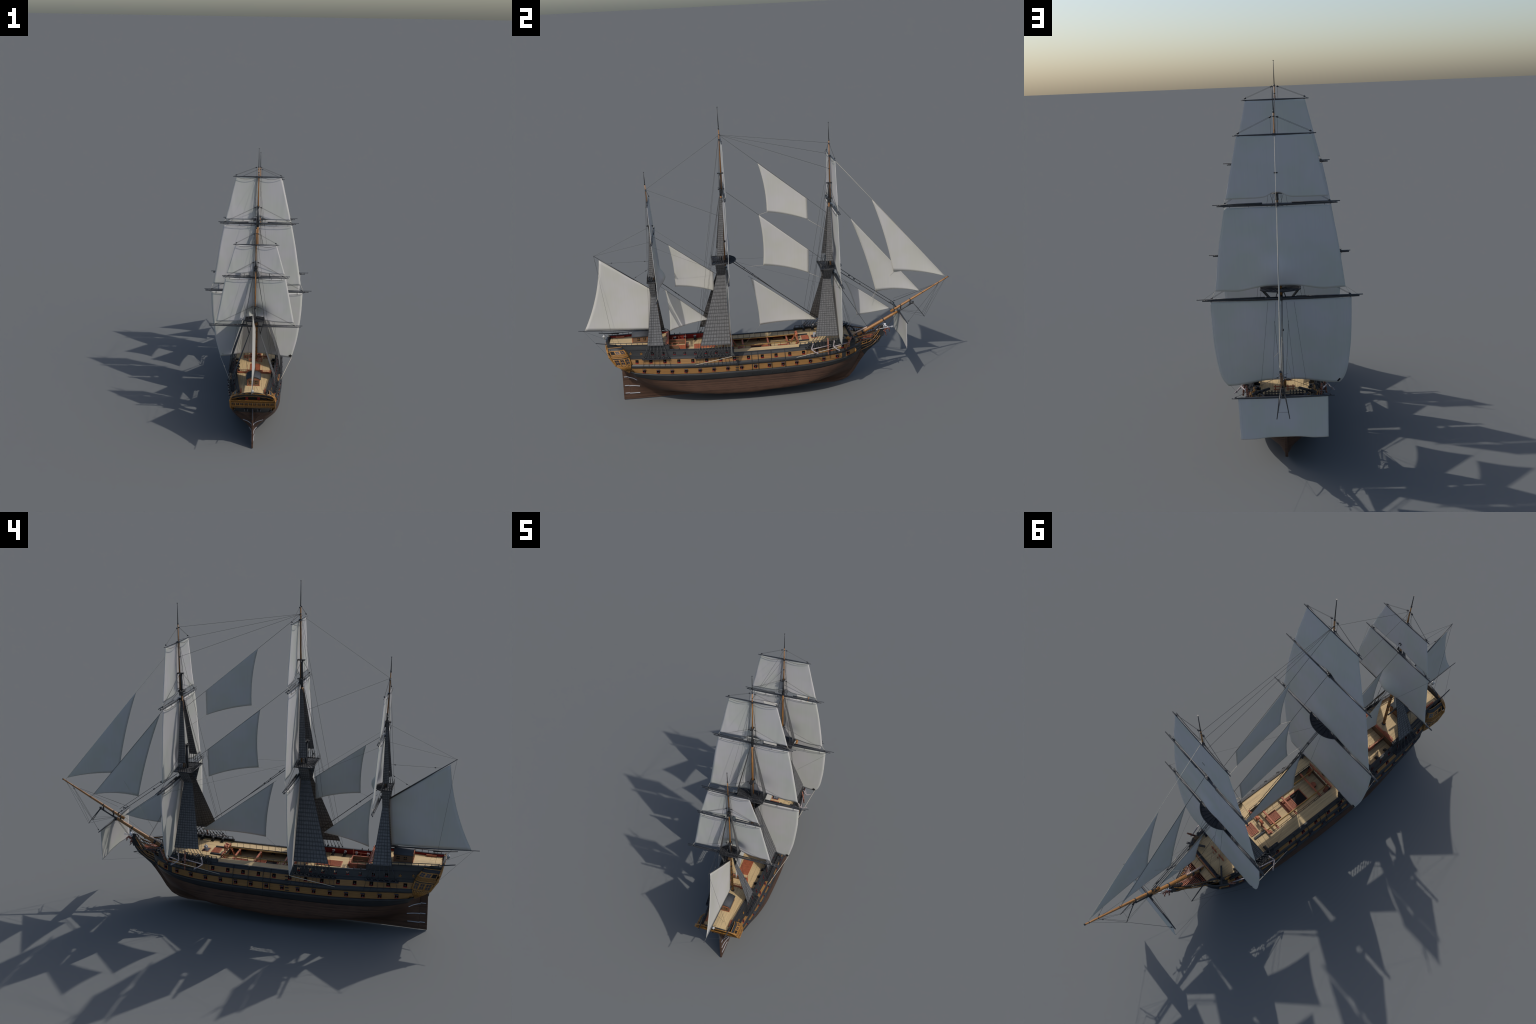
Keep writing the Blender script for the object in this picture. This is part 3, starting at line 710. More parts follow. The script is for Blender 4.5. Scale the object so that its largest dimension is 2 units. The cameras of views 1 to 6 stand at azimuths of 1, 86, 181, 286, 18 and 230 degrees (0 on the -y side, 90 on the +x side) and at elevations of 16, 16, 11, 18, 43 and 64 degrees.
b = B(); b.grid([[qpoint(t, z, e) for t in tm_] for z, e in ((0.2830, 0.0004), (0.2832, 0.0020), (0.2880, 0.0020), (0.2882, 0.0004))], False); b.mirror().make("gallery_band", "black_paint", QG)
b = B(); b.grid([[qpoint(t, z, 0.0008) for t in tq] for z in gz[21:]], True, False); b.grid([[qpoint(t, z, e) for t in tq] for z, e in [(0.2400, 0.0004), (0.2402, 0.0016), (0.2455, 0.0016), (0.2458, 0)]], False)
b.mirror().make("gallery_roof", "black_paint", QG)
gl, mu = B(), B()
for z0, z1, ts in [(0.2525, 0.2800, [(0.075, 0.325), (0.41, 0.625), (0.70, 0.91)]), (0.3075, 0.3215, [(0.36, 0.60), (0.68, 0.91)])]:
    for ta, tb in ts:
        tt = np.linspace(ta, tb, 5)
        gl.grid([[qpoint(t, z, 0.0006) for t in tt] for z in np.linspace(z0, z1, 3)], True)
        for z in (z0, (z0 + z1) / 2, z1): mu.tube([qpoint(t, z, 0.0012) for t in tt], 0.0009, 4)
        for t in (ta, (ta + tb) / 2, tb): mu.tube([qpoint(t, z, 0.0012) for z in np.linspace(z0, z1, 3)], 0.0009, 4)
gl.mirror().make("gallery_glass", "glass_dark", QG); mu.mirror().make("gallery_muntin", "gold_carving", QG)
b = B(); b.grid([[qpoint(t, z, 0.0006) for t in np.linspace(0.06, 0.30, 4)] for z in (0.3085, 0.322)], True); b.mirror().make("gallery_opening", "void_black", QG)
b = B()
for k in range(22):
    t = 0.03 + 0.92 * k / 21
    b.tube([qpoint(t, 0.2900, 0.001), qpoint(t, 0.297, 0.0017), qpoint(t, 0.304, 0.001)], [0.0008, 0.0013, 0.0008], 5)
for k in range(10):      # scrolls under the gallery
    t = 0.05 + 0.85 * k / 9
    b.tube([qpoint(t, 0.245, 0.001), qpoint(min(1, t + 0.03), 0.228, 0.001), qpoint(min(0.97, t + 0.07), 0.212, 0.001)], [0.002, 0.0024, 0.001], 6)
b.mirror().make("gallery_carving", "gold_carving", QG)

# stern lantern
b = B(); b.tube([(-0.001, -0.846, 0.350), (-0.001, -0.857, 0.354), (-0.001, -0.865, 0.3575)], 0.0012, 6)
LAN = b.make("lantern_bracket", "black_iron", HULL)
b = B(); b.lathe((-0.001, -0.866, 0.3565), (-0.001, -0.868, 0.377), [(0, 0.002), (0.05, 0.0035), (0.65, 0.0068)], 8); b.make("lantern", "lantern_glass", LAN)
b = B(); b.lathe((-0.001, -0.868, 0.3705), (-0.001, -0.8685, 0.381), [(0, 0.0078), (0.15, 0.0078), (0.5, 0.0045), (0.7, 0.002), (0.85, 0.0022), (1, 0.0006)], 8)
for k in range(8):
    a = 2 * math.pi * k / 8
    b.tube([(-0.001 + 0.0036 * math.cos(a), -0.866 + 0.0036 * math.sin(a), 0.358), (-0.001 + 0.0072 * math.cos(a), -0.868 + 0.0072 * math.sin(a), 0.370)], 0.0005, 4)
b.make("lantern_cap", "lantern_white", LAN)
# outrigger booms over the quarters
b = B()
for s in (-1, 1): b.tube([(s * 0.083, -0.795, 0.3495), (s * 0.078, -0.85, 0.3575), (s * 0.074, -0.903, 0.3655)], [0.0026, 0.0026, 0.0022], 7)
b.make("stern_davit", "black_wood", HULL)

# ----------------------------------------------------------------------------
# decks
# ----------------------------------------------------------------------------
def deck(y0, y1, zf, inset, camber, n=24, lev=None, xmin=None, nx=9):
    b = B(); rows = []
    for y in np.linspace(y0, y1, n):
        z = zf(y); h = H(y, z) - inset
        xs = np.linspace(-1, 1, nx) * h if xmin is None else np.linspace(xmin, h, 3)
        rows.append([(x, remap(y, z) if y < -0.712 else y, z + camber * (1 - (x / max(h, 1e-3)) ** 2)) for x in xs])
    b.grid(rows, False, True)
    return b
DK = deck(-0.86, -0.530, lambda y: float(np.interp(y, [-0.86, -0.77, -0.53], [0.332, 0.3305, 0.3265])), 0.003, 0.0035).make("poop_deck", "deck_planks")
deck(-0.70, -0.186, lambda y: float(zqd_deck(max(y, -0.56))), 0.005, 0.001).make("quarterdeck", "deck_planks")
zfc = lambda y: float(np.interp(y, [0.155, 0.25, 0.45], [0.2715, 0.2745, 0.2800]))
deck(0.157, 0.462, zfc, 0.004, 0.001).make("forecastle_deck", "deck_planks")
b = deck(-0.187, 0.158, lambda y: 0.2716, 0.004, 0.0, xmin=0.073); b.mirror().make("gangway", "deck_planks")
deck(-0.32, 0.30, lambda y: 0.2325, 0.006, 0.001).make("upper_deck", "deck_planks")
b = B()
# edges of the waist opening, and the gangway's inner side
for s in (-1, 1):
    b.box((s * 0.0728, -0.0145, 0.2690), (0.0022, 0.345, 0.006))
b.box((0, -0.1868, 0.2685), (0.147, 0.0025, 0.007)); b.box((0, 0.1572, 0.2685), (0.147, 0.0025, 0.007))
b.make("waist_coaming", "black_wood")
b = B(); b.box((0, -0.190, 0.2515), (0.20, 0.003, 0.034)); b.box((0, 0.1605, 0.2515), (0.20, 0.003, 0.034)); b.make("waist_bulkhead", "cabin_wood")
# inner side of the upper deck, red
b = side([(lambda y: 0.2330, -0.0125), (lambda y: 0.2700, -0.0095)], np.linspace(-0.187, 0.158, 20)); b.f = [f[::-1] for f in b.f]; b.make("waist_lining", "bulwark_red", HULL)

# poop front: screen bulkhead, companion enclosure, rails
b = B()
b.box((0, -0.5310, 0.3035), (0.198, 0.003, 0.049)); b.make("poop_screen", "cabin_wood")
b = B(); b.box((0, -0.529, 0.3295), (0.200, 0.004, 0.0035)); b.box((0, -0.5345, 0.3335), (0.186, 0.006, 0.006))
for k in range(9):
    x = -0.094 + 0.188 * k / 8
    b.tube([(x, -0.5285, 0.329), (x, -0.5285, 0.3445)], 0.0011, 6)
b.tube([(-0.096, -0.5285, 0.3445), (0.096, -0.5285, 0.3445)], 0.0012, 6); b.tube([(-0.096, -0.5285, 0.338), (0.096, -0.5285, 0.338)], 0.0008, 6)
b.make("poop_rail", "red_wood")
b = B()
for s in (-1, 1):
    b.box((s * 0.043, -0.4840, 0.2905), (0.003, 0.091, 0.029))
b.box((0, -0.4395, 0.2895), (0.086, 0.003, 0.030)); COMP = b.make("companion", "cabin_wood")
b = B()
for s in (-1, 1):
    b.beam((s * 0.043, -0.530, 0.3062), (s * 0.043, -0.438, 0.3048), 0.0042, 0.0022)
    for y in (-0.4395, -0.475, -0.51): b.tube([(s * 0.043, y, 0.278), (s * 0.043, y, 0.338 if y > -0.44 else 0.322)], 0.0011, 6)
    b.tube([(s * 0.043, -0.528, 0.322), (s * 0.043, -0.4395, 0.322)], 0.0008, 6)
    b.box((s * 0.0452, -0.4565, 0.2895), (0.0018, 0.034, 0.028))
    for d in (-0.0085, 0.0085): b.box((s * 0.0465, -0.4565 + d, 0.2895), (0.0012, 0.0125, 0.021))
b.beam((-0.043, -0.4395, 0.3052), (0.043, -0.4395, 0.3052), 0.0042, 0.0022)
for x in (-0.025, 0.0, 0.025): b.tube([(x, -0.4385, 0.276), (x, -0.4385, 0.304)], 0.001, 6)
b.box((0, -0.431, 0.281), (0.028, 0.012, 0.010)); b.box((0, -0.427, 0.2865), (0.034, 0.003, 0.003))
b.make("companion_door", "red_wood", COMP)
# poop cabin with barrel roof
b = B(); b.box((0, -0.6755, 0.3510), (0.066, 0.083, 0.036)); CAB = b.make("poop_cabin", "cabin_wood")
b = B()
rows = [[(0.0395 * u, y, 0.3690 + 0.0155 * (1 - u * u)) for u in np.linspace(-1, 1, 9)] for y in (-0.7185, -0.6755, -0.571 if False else -0.6315)]
b.slab(rows, 0.003); b.make("cabin_roof", "cabin_roof", CAB)
b = B()
for y, s in ((-0.7165, -1), (-0.6340, 1)):
    b.add([(0.034 * u, y, 0.3680 + 0.0140 * (1 - u * u)) for u in np.linspace(-1, 1, 9)], [tuple(range(9)) if s < 0 else tuple(range(9))[::-1]])
b.make("cabin_gable", "cabin_wood", CAB)
b = B(); wg = B(); wb = B()
for s in (-1, 1):
    for y in (-0.7168, -0.6342): b.box((s * 0.0325, y, 0.3505), (0.003, 0.0032, 0.037))
    for yy in (-0.6835, -0.6520):
        wg.box((s * 0.0331, yy, 0.3525), (0.001, 0.0135, 0.0150))
        wb.beam((s * 0.0338, yy - 0.006, 0.3525), (s * 0.0338, yy + 0.006, 0.3525), 0.0012, 0.0018, (1, 0, 0)); wb.beam((s * 0.0338, yy, 0.3455), (s * 0.0338, yy, 0.3595), 0.0012, 0.0018, (1, 0, 0))
    wg.box((s * 0.0145, -0.7172, 0.3540), (0.014, 0.001, 0.0150))
    wb.beam((s * 0.0145 - 0.006, -0.718, 0.3540), (s * 0.0145 + 0.006, -0.718, 0.3540), 0.0012, 0.0018); wb.beam((s * 0.0145, -0.718, 0.347), (s * 0.0145, -0.718, 0.361), 0.0018, 0.0012, (0, 1, 0))
for y in (-0.7168, -0.6342): b.box((0, y, 0.3685), (0.068, 0.0032, 0.0025)); b.box((0, y, 0.3345), (0.068, 0.0032, 0.0022))
b.make("cabin_trim", "red_wood", CAB); wg.make("cabin_window", "void_black", CAB); wb.make("window_bar", "gold_carving", CAB)
# flag lockers at the taffrail, bench boxes at poop front
b = B()
for s in (-1, 1):
    b.box((s * 0.0640, -0.790, 0.3370), (0.007, 0.045, 0.008)); b.box((s * 0.060, -0.5390, 0.3345), (0.052, 0.007, 0.007))
b.make("locker", "red_wood")

# quarterdeck skylight grating, hatches, capstan-like details
def grating(name, c, sx, sy, pitch, parent=None, h=0.005, frame=0.003):
    b = B(); x0, y0, z0 = c
    for s in (-1, 1):
        b.box((x0 + s * (sx / 2 - frame / 2), y0, z0 + h / 2), (frame, sy, h)); b.box((x0, y0 + s * (sy / 2 - frame / 2), z0 + h / 2 - 0.0001), (sx - frame * 2, frame, h))
    nx, ny = int((sx - 2 * frame) / pitch), int((sy - 2 * frame) / pitch)
    for i in range(1, nx): b.box((x0 - sx / 2 + frame + (sx - 2 * frame) * i / nx, y0, z0 + h * 0.7), (pitch * 0.45, sy - 2 * frame, h * 0.4))
    for j in range(1, ny): b.box((x0, y0 - sy / 2 + frame + (sy - 2 * frame) * j / ny, z0 + h * 0.7 - 0.0004), (sx - 2 * frame, pitch * 0.45, h * 0.4))
    ob = b.make(name, "red_wood", parent)
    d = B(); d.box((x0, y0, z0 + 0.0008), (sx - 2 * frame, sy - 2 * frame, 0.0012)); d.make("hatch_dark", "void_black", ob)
    return ob
grating("hatch_grating", (0.0005, -0.3370, 0.2725), 0.059, 0.118, 0.0030)
grating("hatch_grating", (-0.002, 0.206, 0.2725), 0.056, 0.040, 0.0044)
grating("hatch_grating", (-0.0025, 0.0865, 0.2335), 0.044, 0.058, 0.0044)
HT = grating("hatch_grating", (-0.0025, -0.0060, 0.2335), 0.066, 0.054, 0.0044)
b = B()
for s in (-1, 1): b.box((-0.0025 + s * 0.0315, -0.0615, 0.2360), (0.004, 0.058, 0.0055))
b.box((-0.0025, -0.0885, 0.2359), (0.059, 0.004, 0.0055)); b.make("hatch_coaming", "red_wood", HT)
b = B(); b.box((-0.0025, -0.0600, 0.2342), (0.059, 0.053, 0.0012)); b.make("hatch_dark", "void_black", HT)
# lockers beside the fore grating
b = B()
for s, x in ((1, 0.040), (-1, -0.044)): b.box((x, 0.193, 0.2755), (0.0085, 0.060, 0.0075))
b.make("shot_locker", "black_wood")
# galley chimneys
b = B(); b.box((-0.006, 0.2560, 0.2760), (0.040, 0.030, 0.0022)); CH = b.make("galley_plate", "cabin_roof")
b = B(); [b.box((-0.006 + s * 0.0205, 0.2560, 0.2758), (0.0025, 0.033, 0.003)) or 0 for s in (-1, 1)]; [b.box((-0.006, 0.2560 + s * 0.016, 0.2757), (0.0385, 0.0025, 0.003)) for s in (-1, 1)]; b.make("galley_frame", "red_wood", CH)
b = B()
for x in (-0.012, 0.0005): b.tube(curve3([(x, 0.2560, 0.276), (x, 0.2565, 0.288), (x, 0.2600, 0.293), (x, 0.2640, 0.2915)], 9), 0.0058, 10)
b.make("galley_chimney", "iron_grey", CH)
# skid beams across the waist, boat spars, ladders
b = B()
for y in (0.1085, 0.004, -0.133): b.box((0, y, 0.2655), (0.147, 0.0085, 0.0060))
for y in (0.1085, 0.004, -0.133):
    for s in (-1, 1): b.box((s * 0.066, y, 0.2480), (0.004, 0.006, 0.030))
bevel(b.make("skid_beam", "red_wood"), 0.001)
b = B()
for x in (0.045, -0.049): b.tube([(x, -0.198, 0.2760), (x, -0.02, 0.2765), (x, 0.166, 0.2780)], [0.0026, 0.0034, 0.0028], 8)
b.make("spare_spar", "spar_yellow")
def ladder(name, a, c, w, n):
    b = B(); a, c = np.array(a), np.array(c)
    for s in (-1, 1): b.beam(a + (s * w / 2, 0, 0), c + (s * w / 2, 0, 0), 0.0018, 0.004)
    for k in range(n):
        p = a + (c - a) * (k + 0.5) / n; b.box(p, (w, 0.0045, 0.0012))
    return b.make(name, "red_wood")
ladder("ladder", (-0.056, 0.133, 0.234), (-0.056, 0.155, 0.273), 0.016, 6); ladder("ladder", (0.056, 0.133, 0.234), (0.056, 0.155, 0.273), 0.016, 6)
ladder("ladder", (-0.056, -0.166, 0.234), (-0.056, -0.186, 0.273), 0.016, 6); ladder("ladder", (0.056, -0.166, 0.234), (0.056, -0.186, 0.273), 0.016, 6)
# belfry at the break of the forecastle
b = B()
for s in (-1, 1):
    b.box((s * 0.016, 0.160, 0.2865), (0.0062, 0.0065, 0.036)); b.box((s * 0.048, 0.160, 0.2775), (0.004, 0.005, 0.020)); b.box((s * 0.068, 0.160, 0.2775), (0.004, 0.005, 0.020))
    b.box((s * 0.046, 0.160, 0.2845), (0.056, 0.0062, 0.0042))
pts = [(0.021 * math.cos(a), 0.160, 0.3025 + 0.009 * math.sin(a)) for a in np.linspace(0, math.pi, 11)]
b.tube(pts, 0.0050, 8); b.tube([(p[0], p[1] - 0.006, p[2] - 0.002) for p in pts], 0.0035, 8)
BF = bevel(b.make("belfry", "red_wood"), 0.0008)
b = B(); b.lathe((0, 0.160, 0.3045), (0, 0.160, 0.2935), [(0, 0.001), (0.15, 0.003), (0.7, 0.004), (1, 0.0055)], 10); b.make("bell", "iron_grey", BF)
# barricade at the break of the quarterdeck, with bitts before the mainmast
b = B()
for k in range(9):
    x = -0.070 + 0.140 * k / 8
    b.box((x, -0.1915, 0.2815), (0.0032, 0.0042, 0.021))
b.box((0, -0.1915, 0.2910), (0.148, 0.0055, 0.0035)); b.box((0, -0.1915, 0.2790), (0.146, 0.003, 0.0030))
for s in (-1, 1):
    for d in (0.013, 0.034): b.box((s * d, -0.2400, 0.2835), (0.0042, 0.0042, 0.026))
b.box((0, -0.2400, 0.2865), (0.084, 0.0040, 0.0038)); b.box((0, -0.2400, 0.2785), (0.082, 0.0030, 0.0030))
bevel(b.make("quarterdeck_barricade", "red_wood"), 0.0006)
b = B(); b.lathe((0, -0.150, 0.2335), (0, -0.150, 0.250), [(0, 0.012), (0.15, 0.009), (0.6, 0.0075), (0.65, 0.012), (1, 0.0125)], 12)
for x in (-0.014, 0.014): b.box((x, 0.3985, 0.2860), (0.003, 0.003, 0.016))
b.make("capstan", "red_wood")
b = B()     # forecastle bitts
for s in (-1, 1):
    for d in (0.014, 0.034): b.box((s * d, 0.3880, 0.2890), (0.004, 0.004, 0.023))
    b.box((s * 0.0245, 0.3880, 0.2945), (0.034, 0.0038, 0.0038)); b.box((s * 0.0245, 0.3880, 0.2835), (0.034, 0.003, 0.003))
b.make("mast_bitts", "red_wood")

# rails with stanchions
def rail(pts, r, posts, zdrop, rp, name="rail", mat="black_wood"):
    b = B()
    for s in (1, -1):
        P_ = np.array([(s * x, y, z) for x, y, z in pts])
        b.tube(P_, r, 6)
        for i in posts:
            p = np.array([np.interp(i, np.linspace(0, 1, len(P_)), P_[:, k]) for k in range(3)])
            b.tube([p, p - (0, 0, zdrop)], rp, 5)
    return b.make(name, mat)
ypr = np.linspace(-0.838, -0.545, 14)
rail([(H(y, float(fZ["poop"](y))) - 0.001, y, float(fZ["poop"](y)) + 0.0145) for y in ypr] + [(0.1015, -0.535, 0.3455), (0.102, -0.530, 0.339)], 0.0018, np.linspace(0.02, 0.86, 11), 0.0135, 0.0012)
yg = np.linspace(-0.186, 0.157, 8)
rail([(0.0725, y, 0.2925) for y in yg], 0.0009, np.linspace(0, 1, 12), 0.021, 0.0009, "gangway_rail")
yf_ = np.linspace(0.165, 0.445, 14)
rail([(H(0.163, 0.285) - 0.003, 0.1625, 0.288)] + [(H(y, 0.288) - 0.003, y, float(fZ["cap"](y)) + 0.0145) for y in yf_], 0.0014, np.linspace(0.08, 1, 13), 0.014, 0.0013, "forecastle_rail")
b = B()      # timberheads
for y in list(np.linspace(0.19, 0.43, 9)) + [-0.50, -0.47, -0.36, -0.305, -0.25]:
    z = float(fZ["cap"](y)); b.box((H(y, z) - 0.003, y, z + 0.006), (0.0036, 0.0036, 0.011))
b.mirror().make("timberhead", "black_wood")
# side steps, fenders
b = B()
for k in range(9):
    z = 0.164 + 0.0125 * k; y = -0.1755 - 0.004 + 0.0009 * k
    b.box((H(y, z) + 0.0045, y, z), (0.006, 0.016, 0.0018))
ST_ = b.mirror().make("side_step", "black_wood", HULL)
for y in (-0.0975, -0.064, 0.0060, 0.0785):
    b = B(); zz = np.linspace(0.158, 0.276, 16)
    b.tube([(H(y, z) + 0.006 - 0.003 * max(0, (z - 0.24) / 0.04), y, z) for z in zz], 0.0014, 5)
    b.mirror().make("fender", "black_paint", HULL)

# ----------------------------------------------------------------------------
# beakhead
# ----------------------------------------------------------------------------
b = B()
main_rail = [(0.101, 0.442, 0.272), (0.083, 0.474, 0.2555), (0.067, 0.504, 0.2505), (0.047, 0.539, 0.2525), (0.028, 0.575, 0.2660), (0.0145, 0.602, 0.2855), (0.009, 0.620, 0.308)]
second_rail = [(0.098, 0.452, 0.252), (0.080, 0.478, 0.2430), (0.0640, 0.505, 0.2365), (0.0465, 0.539, 0.2365), (0.0270, 0.575, 0.2470), (0.0120, 0.604, 0.272), (0.008, 0.620, 0.297)]
third_rail = [(0.078, 0.470, 0.2310), (0.0620, 0.490, 0.2305), (0.0440, 0.526, 0.2300), (0.0290, 0.560, 0.2375), (0.0170, 0.588, 0.2540)]
cheek = [(0.047, 0.470, 0.170), (0.0370, 0.492, 0.184), (0.0250, 0.530, 0.1965), (0.0165, 0.565, 0.2080), (0.0105, 0.597, 0.2310), (0.0085, 0.618, 0.256)]
cheek2 = [(0.058, 0.468, 0.195), (0.0430, 0.492, 0.206), (0.0330, 0.522, 0.2115), (0.0250, 0.548, 0.2165), (0.0155, 0.580, 0.2340), (0.0095, 0.606, 0.2560)]
for pts, r in ((main_rail, 0.0024), (second_rail, 0.0021), (third_rail, 0.0018), (cheek, 0.0021), (cheek2, 0.0019)):
    c = curve3(pts, 26); b.tube(c, np.linspace(r * 1.1, r * 0.75, 26), 6)
upper = curve3([(0.094, 0.450, 0.2880), (0.057, 0.522, 0.2868), (0.022, 0.590, 0.2872)], 12)
b.tube(upper - (0, 0, 0.0032), 0.0016, 6)
HEAD = b.mirror().make("head_rail", "gold_carving")
b = B()
for pts, dz in ((main_rail, 0.0024), (second_rail, -0.0028), (cheek, -0.0028), (cheek2, -0.0026)):
    b.tube(curve3(pts, 26) + (0, 0, dz), 0.0019, 6)
b.tube(upper, 0.0016, 6)
for t in np.linspace(0.08, 0.95, 13):       # head timbers between the rails
    k = lambda pts: np.array([np.interp(t, np.linspace(0, 1, len(pts)), np.array(pts)[:, j]) for j in range(3)])
    b.tube([k(main_rail), k(third_rail if 0.1 < t < 0.9 else second_rail)], 0.0014, 5)
b.mirror().make("head_timber", "black_wood", HEAD)
b = B()
for t in np.linspace(0.06, 0.94, 15):       # balusters under the upper rail
    p = np.array([np.interp(t, np.linspace(0, 1, 12), upper[:, j]) for j in range(3)])
    y = p[1]; zl = float(np.interp(y, [q[1] for q in main_rail], [q[2] for q in main_rail]))
    if p[2] - zl > 0.004: b.tube([p - (0, 0, 0.003), (p[0], y, zl + 0.002)], 0.0009, 5)
b.mirror().make("head_baluster", "black_wood", HEAD)
b = B()
c = curve3(main_rail, 60)
for p in c[6:52:2]: b.box((p[0] * 0.93, p[1], p[2] + 0.0028), (0.0035, 0.0022, 0.0020))
for pts in (second_rail, third_rail):
    for t in np.linspace(0.1, 0.85, 7):
        p = [np.interp(t, np.linspace(0, 1, len(pts)), np.array(pts)[:, j]) for j in range(3)]
        b.box((p[0], p[1], p[2] + 0.006), (0.0022, 0.003, 0.010))
b.mirror().make("head_carving", "gold_carving", HEAD)
b = B()      # seats of ease / grating slats of the head platform
for k in range(19):
    y = 0.488 + 0.0062 * k
    w = max(0.010, 0.54 * (0.612 - y))
    b.box((0, y, 0.2535 + 0.10 * max(0, y - 0.54)), (2 * w, 0.0026, 0.0016))
for s in (-1, 1): b.beam((s * 0.052, 0.485, 0.2515), (s * 0.010, 0.600, 0.2575), 0.002, 0.0025); b.beam((s * 0.018, 0.485, 0.2515), (s * 0.006, 0.600, 0.2575), 0.002, 0.0025)
b.make("head_grating", "red_wood", HEAD)
# beakhead bulkhead and fore rail with timberheads, curved figure timbers
b = B()
b.box((0, 0.4600, 0.2580), (0.190, 0.005, 0.046)); b.make("beakhead_bulkhead", "ochre_paint", HEAD)
b = B()
b.box((0, 0.4500, 0.2825), (0.184, 0.013, 0.0045)); b.box((0, 0.4480, 0.2925), (0.150, 0.0032, 0.0030))
for k in range(13):
    x = -0.070 + 0.140 * k / 12
    if abs(x) > 0.012: b.box((x, 0.4480, 0.2925), (0.0042, 0.0042, 0.0165))
for s in (-1, 1):
    b.box((s * 0.086, 0.448, 0.292), (0.009, 0.010, 0.020)); b.tube(curve3([(s * 0.094, 0.446, 0.280), (s * 0.086, 0.462, 0.292), (s * 0.074, 0.478, 0.286), (s * 0.066, 0.492, 0.262)], 10), 0.0042, 7)
b.make("beakhead_rail", "black_wood", HEAD)
b = B(); b.box((0, 0.4575, 0.2795), (0.150, 0.003, 0.004)); b.make("beakhead_sill", "red_wood", HEAD)
b = B(); b.grid([[(x * w, y, 0.2625) for x in np.linspace(-1, 1, 5)] for y, w in ((0.4625, 0.092), (0.478, 0.076), (0.494, 0.066))], False, True); b.make("beak_platform", "deck_planks", HEAD)
# catheads
b = B()
for s in (-1, 1): b.beam((s * 0.056, 0.411, 0.2960), (s * 0.1215, 0.4600, 0.2930), 0.0080, 0.0080)
CT = bevel(b.make("cathead", "black_wood"), 0.0006)
b = B()
for s in (-1, 1):
    b.ball((s * 0.113, 0.4215, 0.3000), (0.0075, 0.010, 0.0105), 10, 8); b.ball((s * 0.113, 0.4315, 0.2965), (0.006, 0.006, 0.007), 8, 6); b.ball((s * 0.113, 0.412, 0.2965), (0.006, 0.006, 0.007), 8, 6)
    b.tube(curve3([(s * 0.119, 0.4240, 0.291), (s * 0.125, 0.4240, 0.278), (s * 0.124, 0.426, 0.262)], 8), [0.0055, 0.005, 0.0048, 0.0045, 0.0042, 0.004, 0.004, 0.0035], 7)
    b.ball((s * 0.108, 0.462, 0.224), (0.0035, 0.006, 0.010), 8, 6)
b.make("cathead_carving", "gold_carving", CT)
# boomkins
b = B()
for s in (-1, 1): b.tube(curve3([(s * 0.060, 0.498, 0.268), (s * 0.074, 0.540, 0.2700), (s * 0.089, 0.5965, 0.2585)], 8), np.linspace(0.0030, 0.0020, 8), 7)
b.make("boomkin", "black_wood")
# figurehead: rider with trident over a rearing sea horse, on a dark scroll
b = B()
b.tube(curve3([(0, 0.632, 0.252), (0, 0.640, 0.275), (0, 0.641, 0.296), (0, 0.634, 0.311), (0, 0.620, 0.310)], 14), np.linspace(0.006, 0.0042, 14), 8)
b.ball((0, 0.6475, 0.3265), (0.0036, 0.0040, 0.0046)); b.tube([(0, 0.6475, 0.331), (0, 0.6475, 0.3355)], 0.0022, 6)
FIG = b.make("figurehead", "black_wood")
b = B()
b.lathe((0, 0.6465, 0.3005), (0, 0.6485, 0.3225), [(0, 0.0040), (0.3, 0.0052), (0.7, 0.0060), (0.9, 0.0040), (1, 0.0020)], 8)
for s in (-1, 1): b.tube(curve3([(s * 0.005, 0.647, 0.319), (s * 0.0095, 0.640, 0.315), (s * 0.0090, 0.636, 0.306), (s * 0.006, 0.6415, 0.2995)], 8), 0.0017, 6)
b.tube([(0.007, 0.649, 0.312), (0.009, 0.660, 0.3035), (0.010, 0.6665, 0.3015)], 0.0017, 6)
b.make("figure_torso", "white_paint", FIG)
b = B()
b.tube([(0.0105, 0.595, 0.2935), (0.0105, 0.668, 0.3015), (0.0105, 0.679, 0.303)], 0.0011, 6)
for d in (-0.0038, 0, 0.0038): b.tube([(0.0105, 0.6775, 0.303), (0.0105 + d * 0.4, 0.680, 0.303 + d), (0.0105 + d * 0.4, 0.690, 0.3040 + d)], 0.0009, 5)
b.tube([(0.0105, 0.679, 0.299), (0.0105, 0.679, 0.307)], 0.0010, 5)
b.make("trident", "white_paint", FIG)
b = B()
b.ball((0, 0.6475, 0.2885), (0.0060, 0.0115, 0.0070), 10, 8); b.ball((0, 0.6590, 0.2940), (0.0048, 0.0075, 0.0055), 10, 8)
b.tube([(0, 0.640, 0.284), (0, 0.642, 0.270)], [0.0060, 0.0045], 8)
for s in (-1, 1):
    b.tube(curve3([(s * 0.0035, 0.663, 0.2925), (s * 0.006, 0.6715, 0.2880), (s * 0.006, 0.6700, 0.2785), (s * 0.006, 0.6725, 0.2730)], 8), np.linspace(0.0026, 0.0013, 8), 6)
    b.tube(curve3([(s * 0.004, 0.645, 0.2790), (s * 0.0065, 0.6515, 0.2690), (s * 0.0065, 0.6490, 0.2610), (s * 0.0065, 0.6545, 0.2530)], 8), np.linspace(0.0032, 0.0014, 8), 6)
b.make("sea_horse", "figure_brown", FIG)

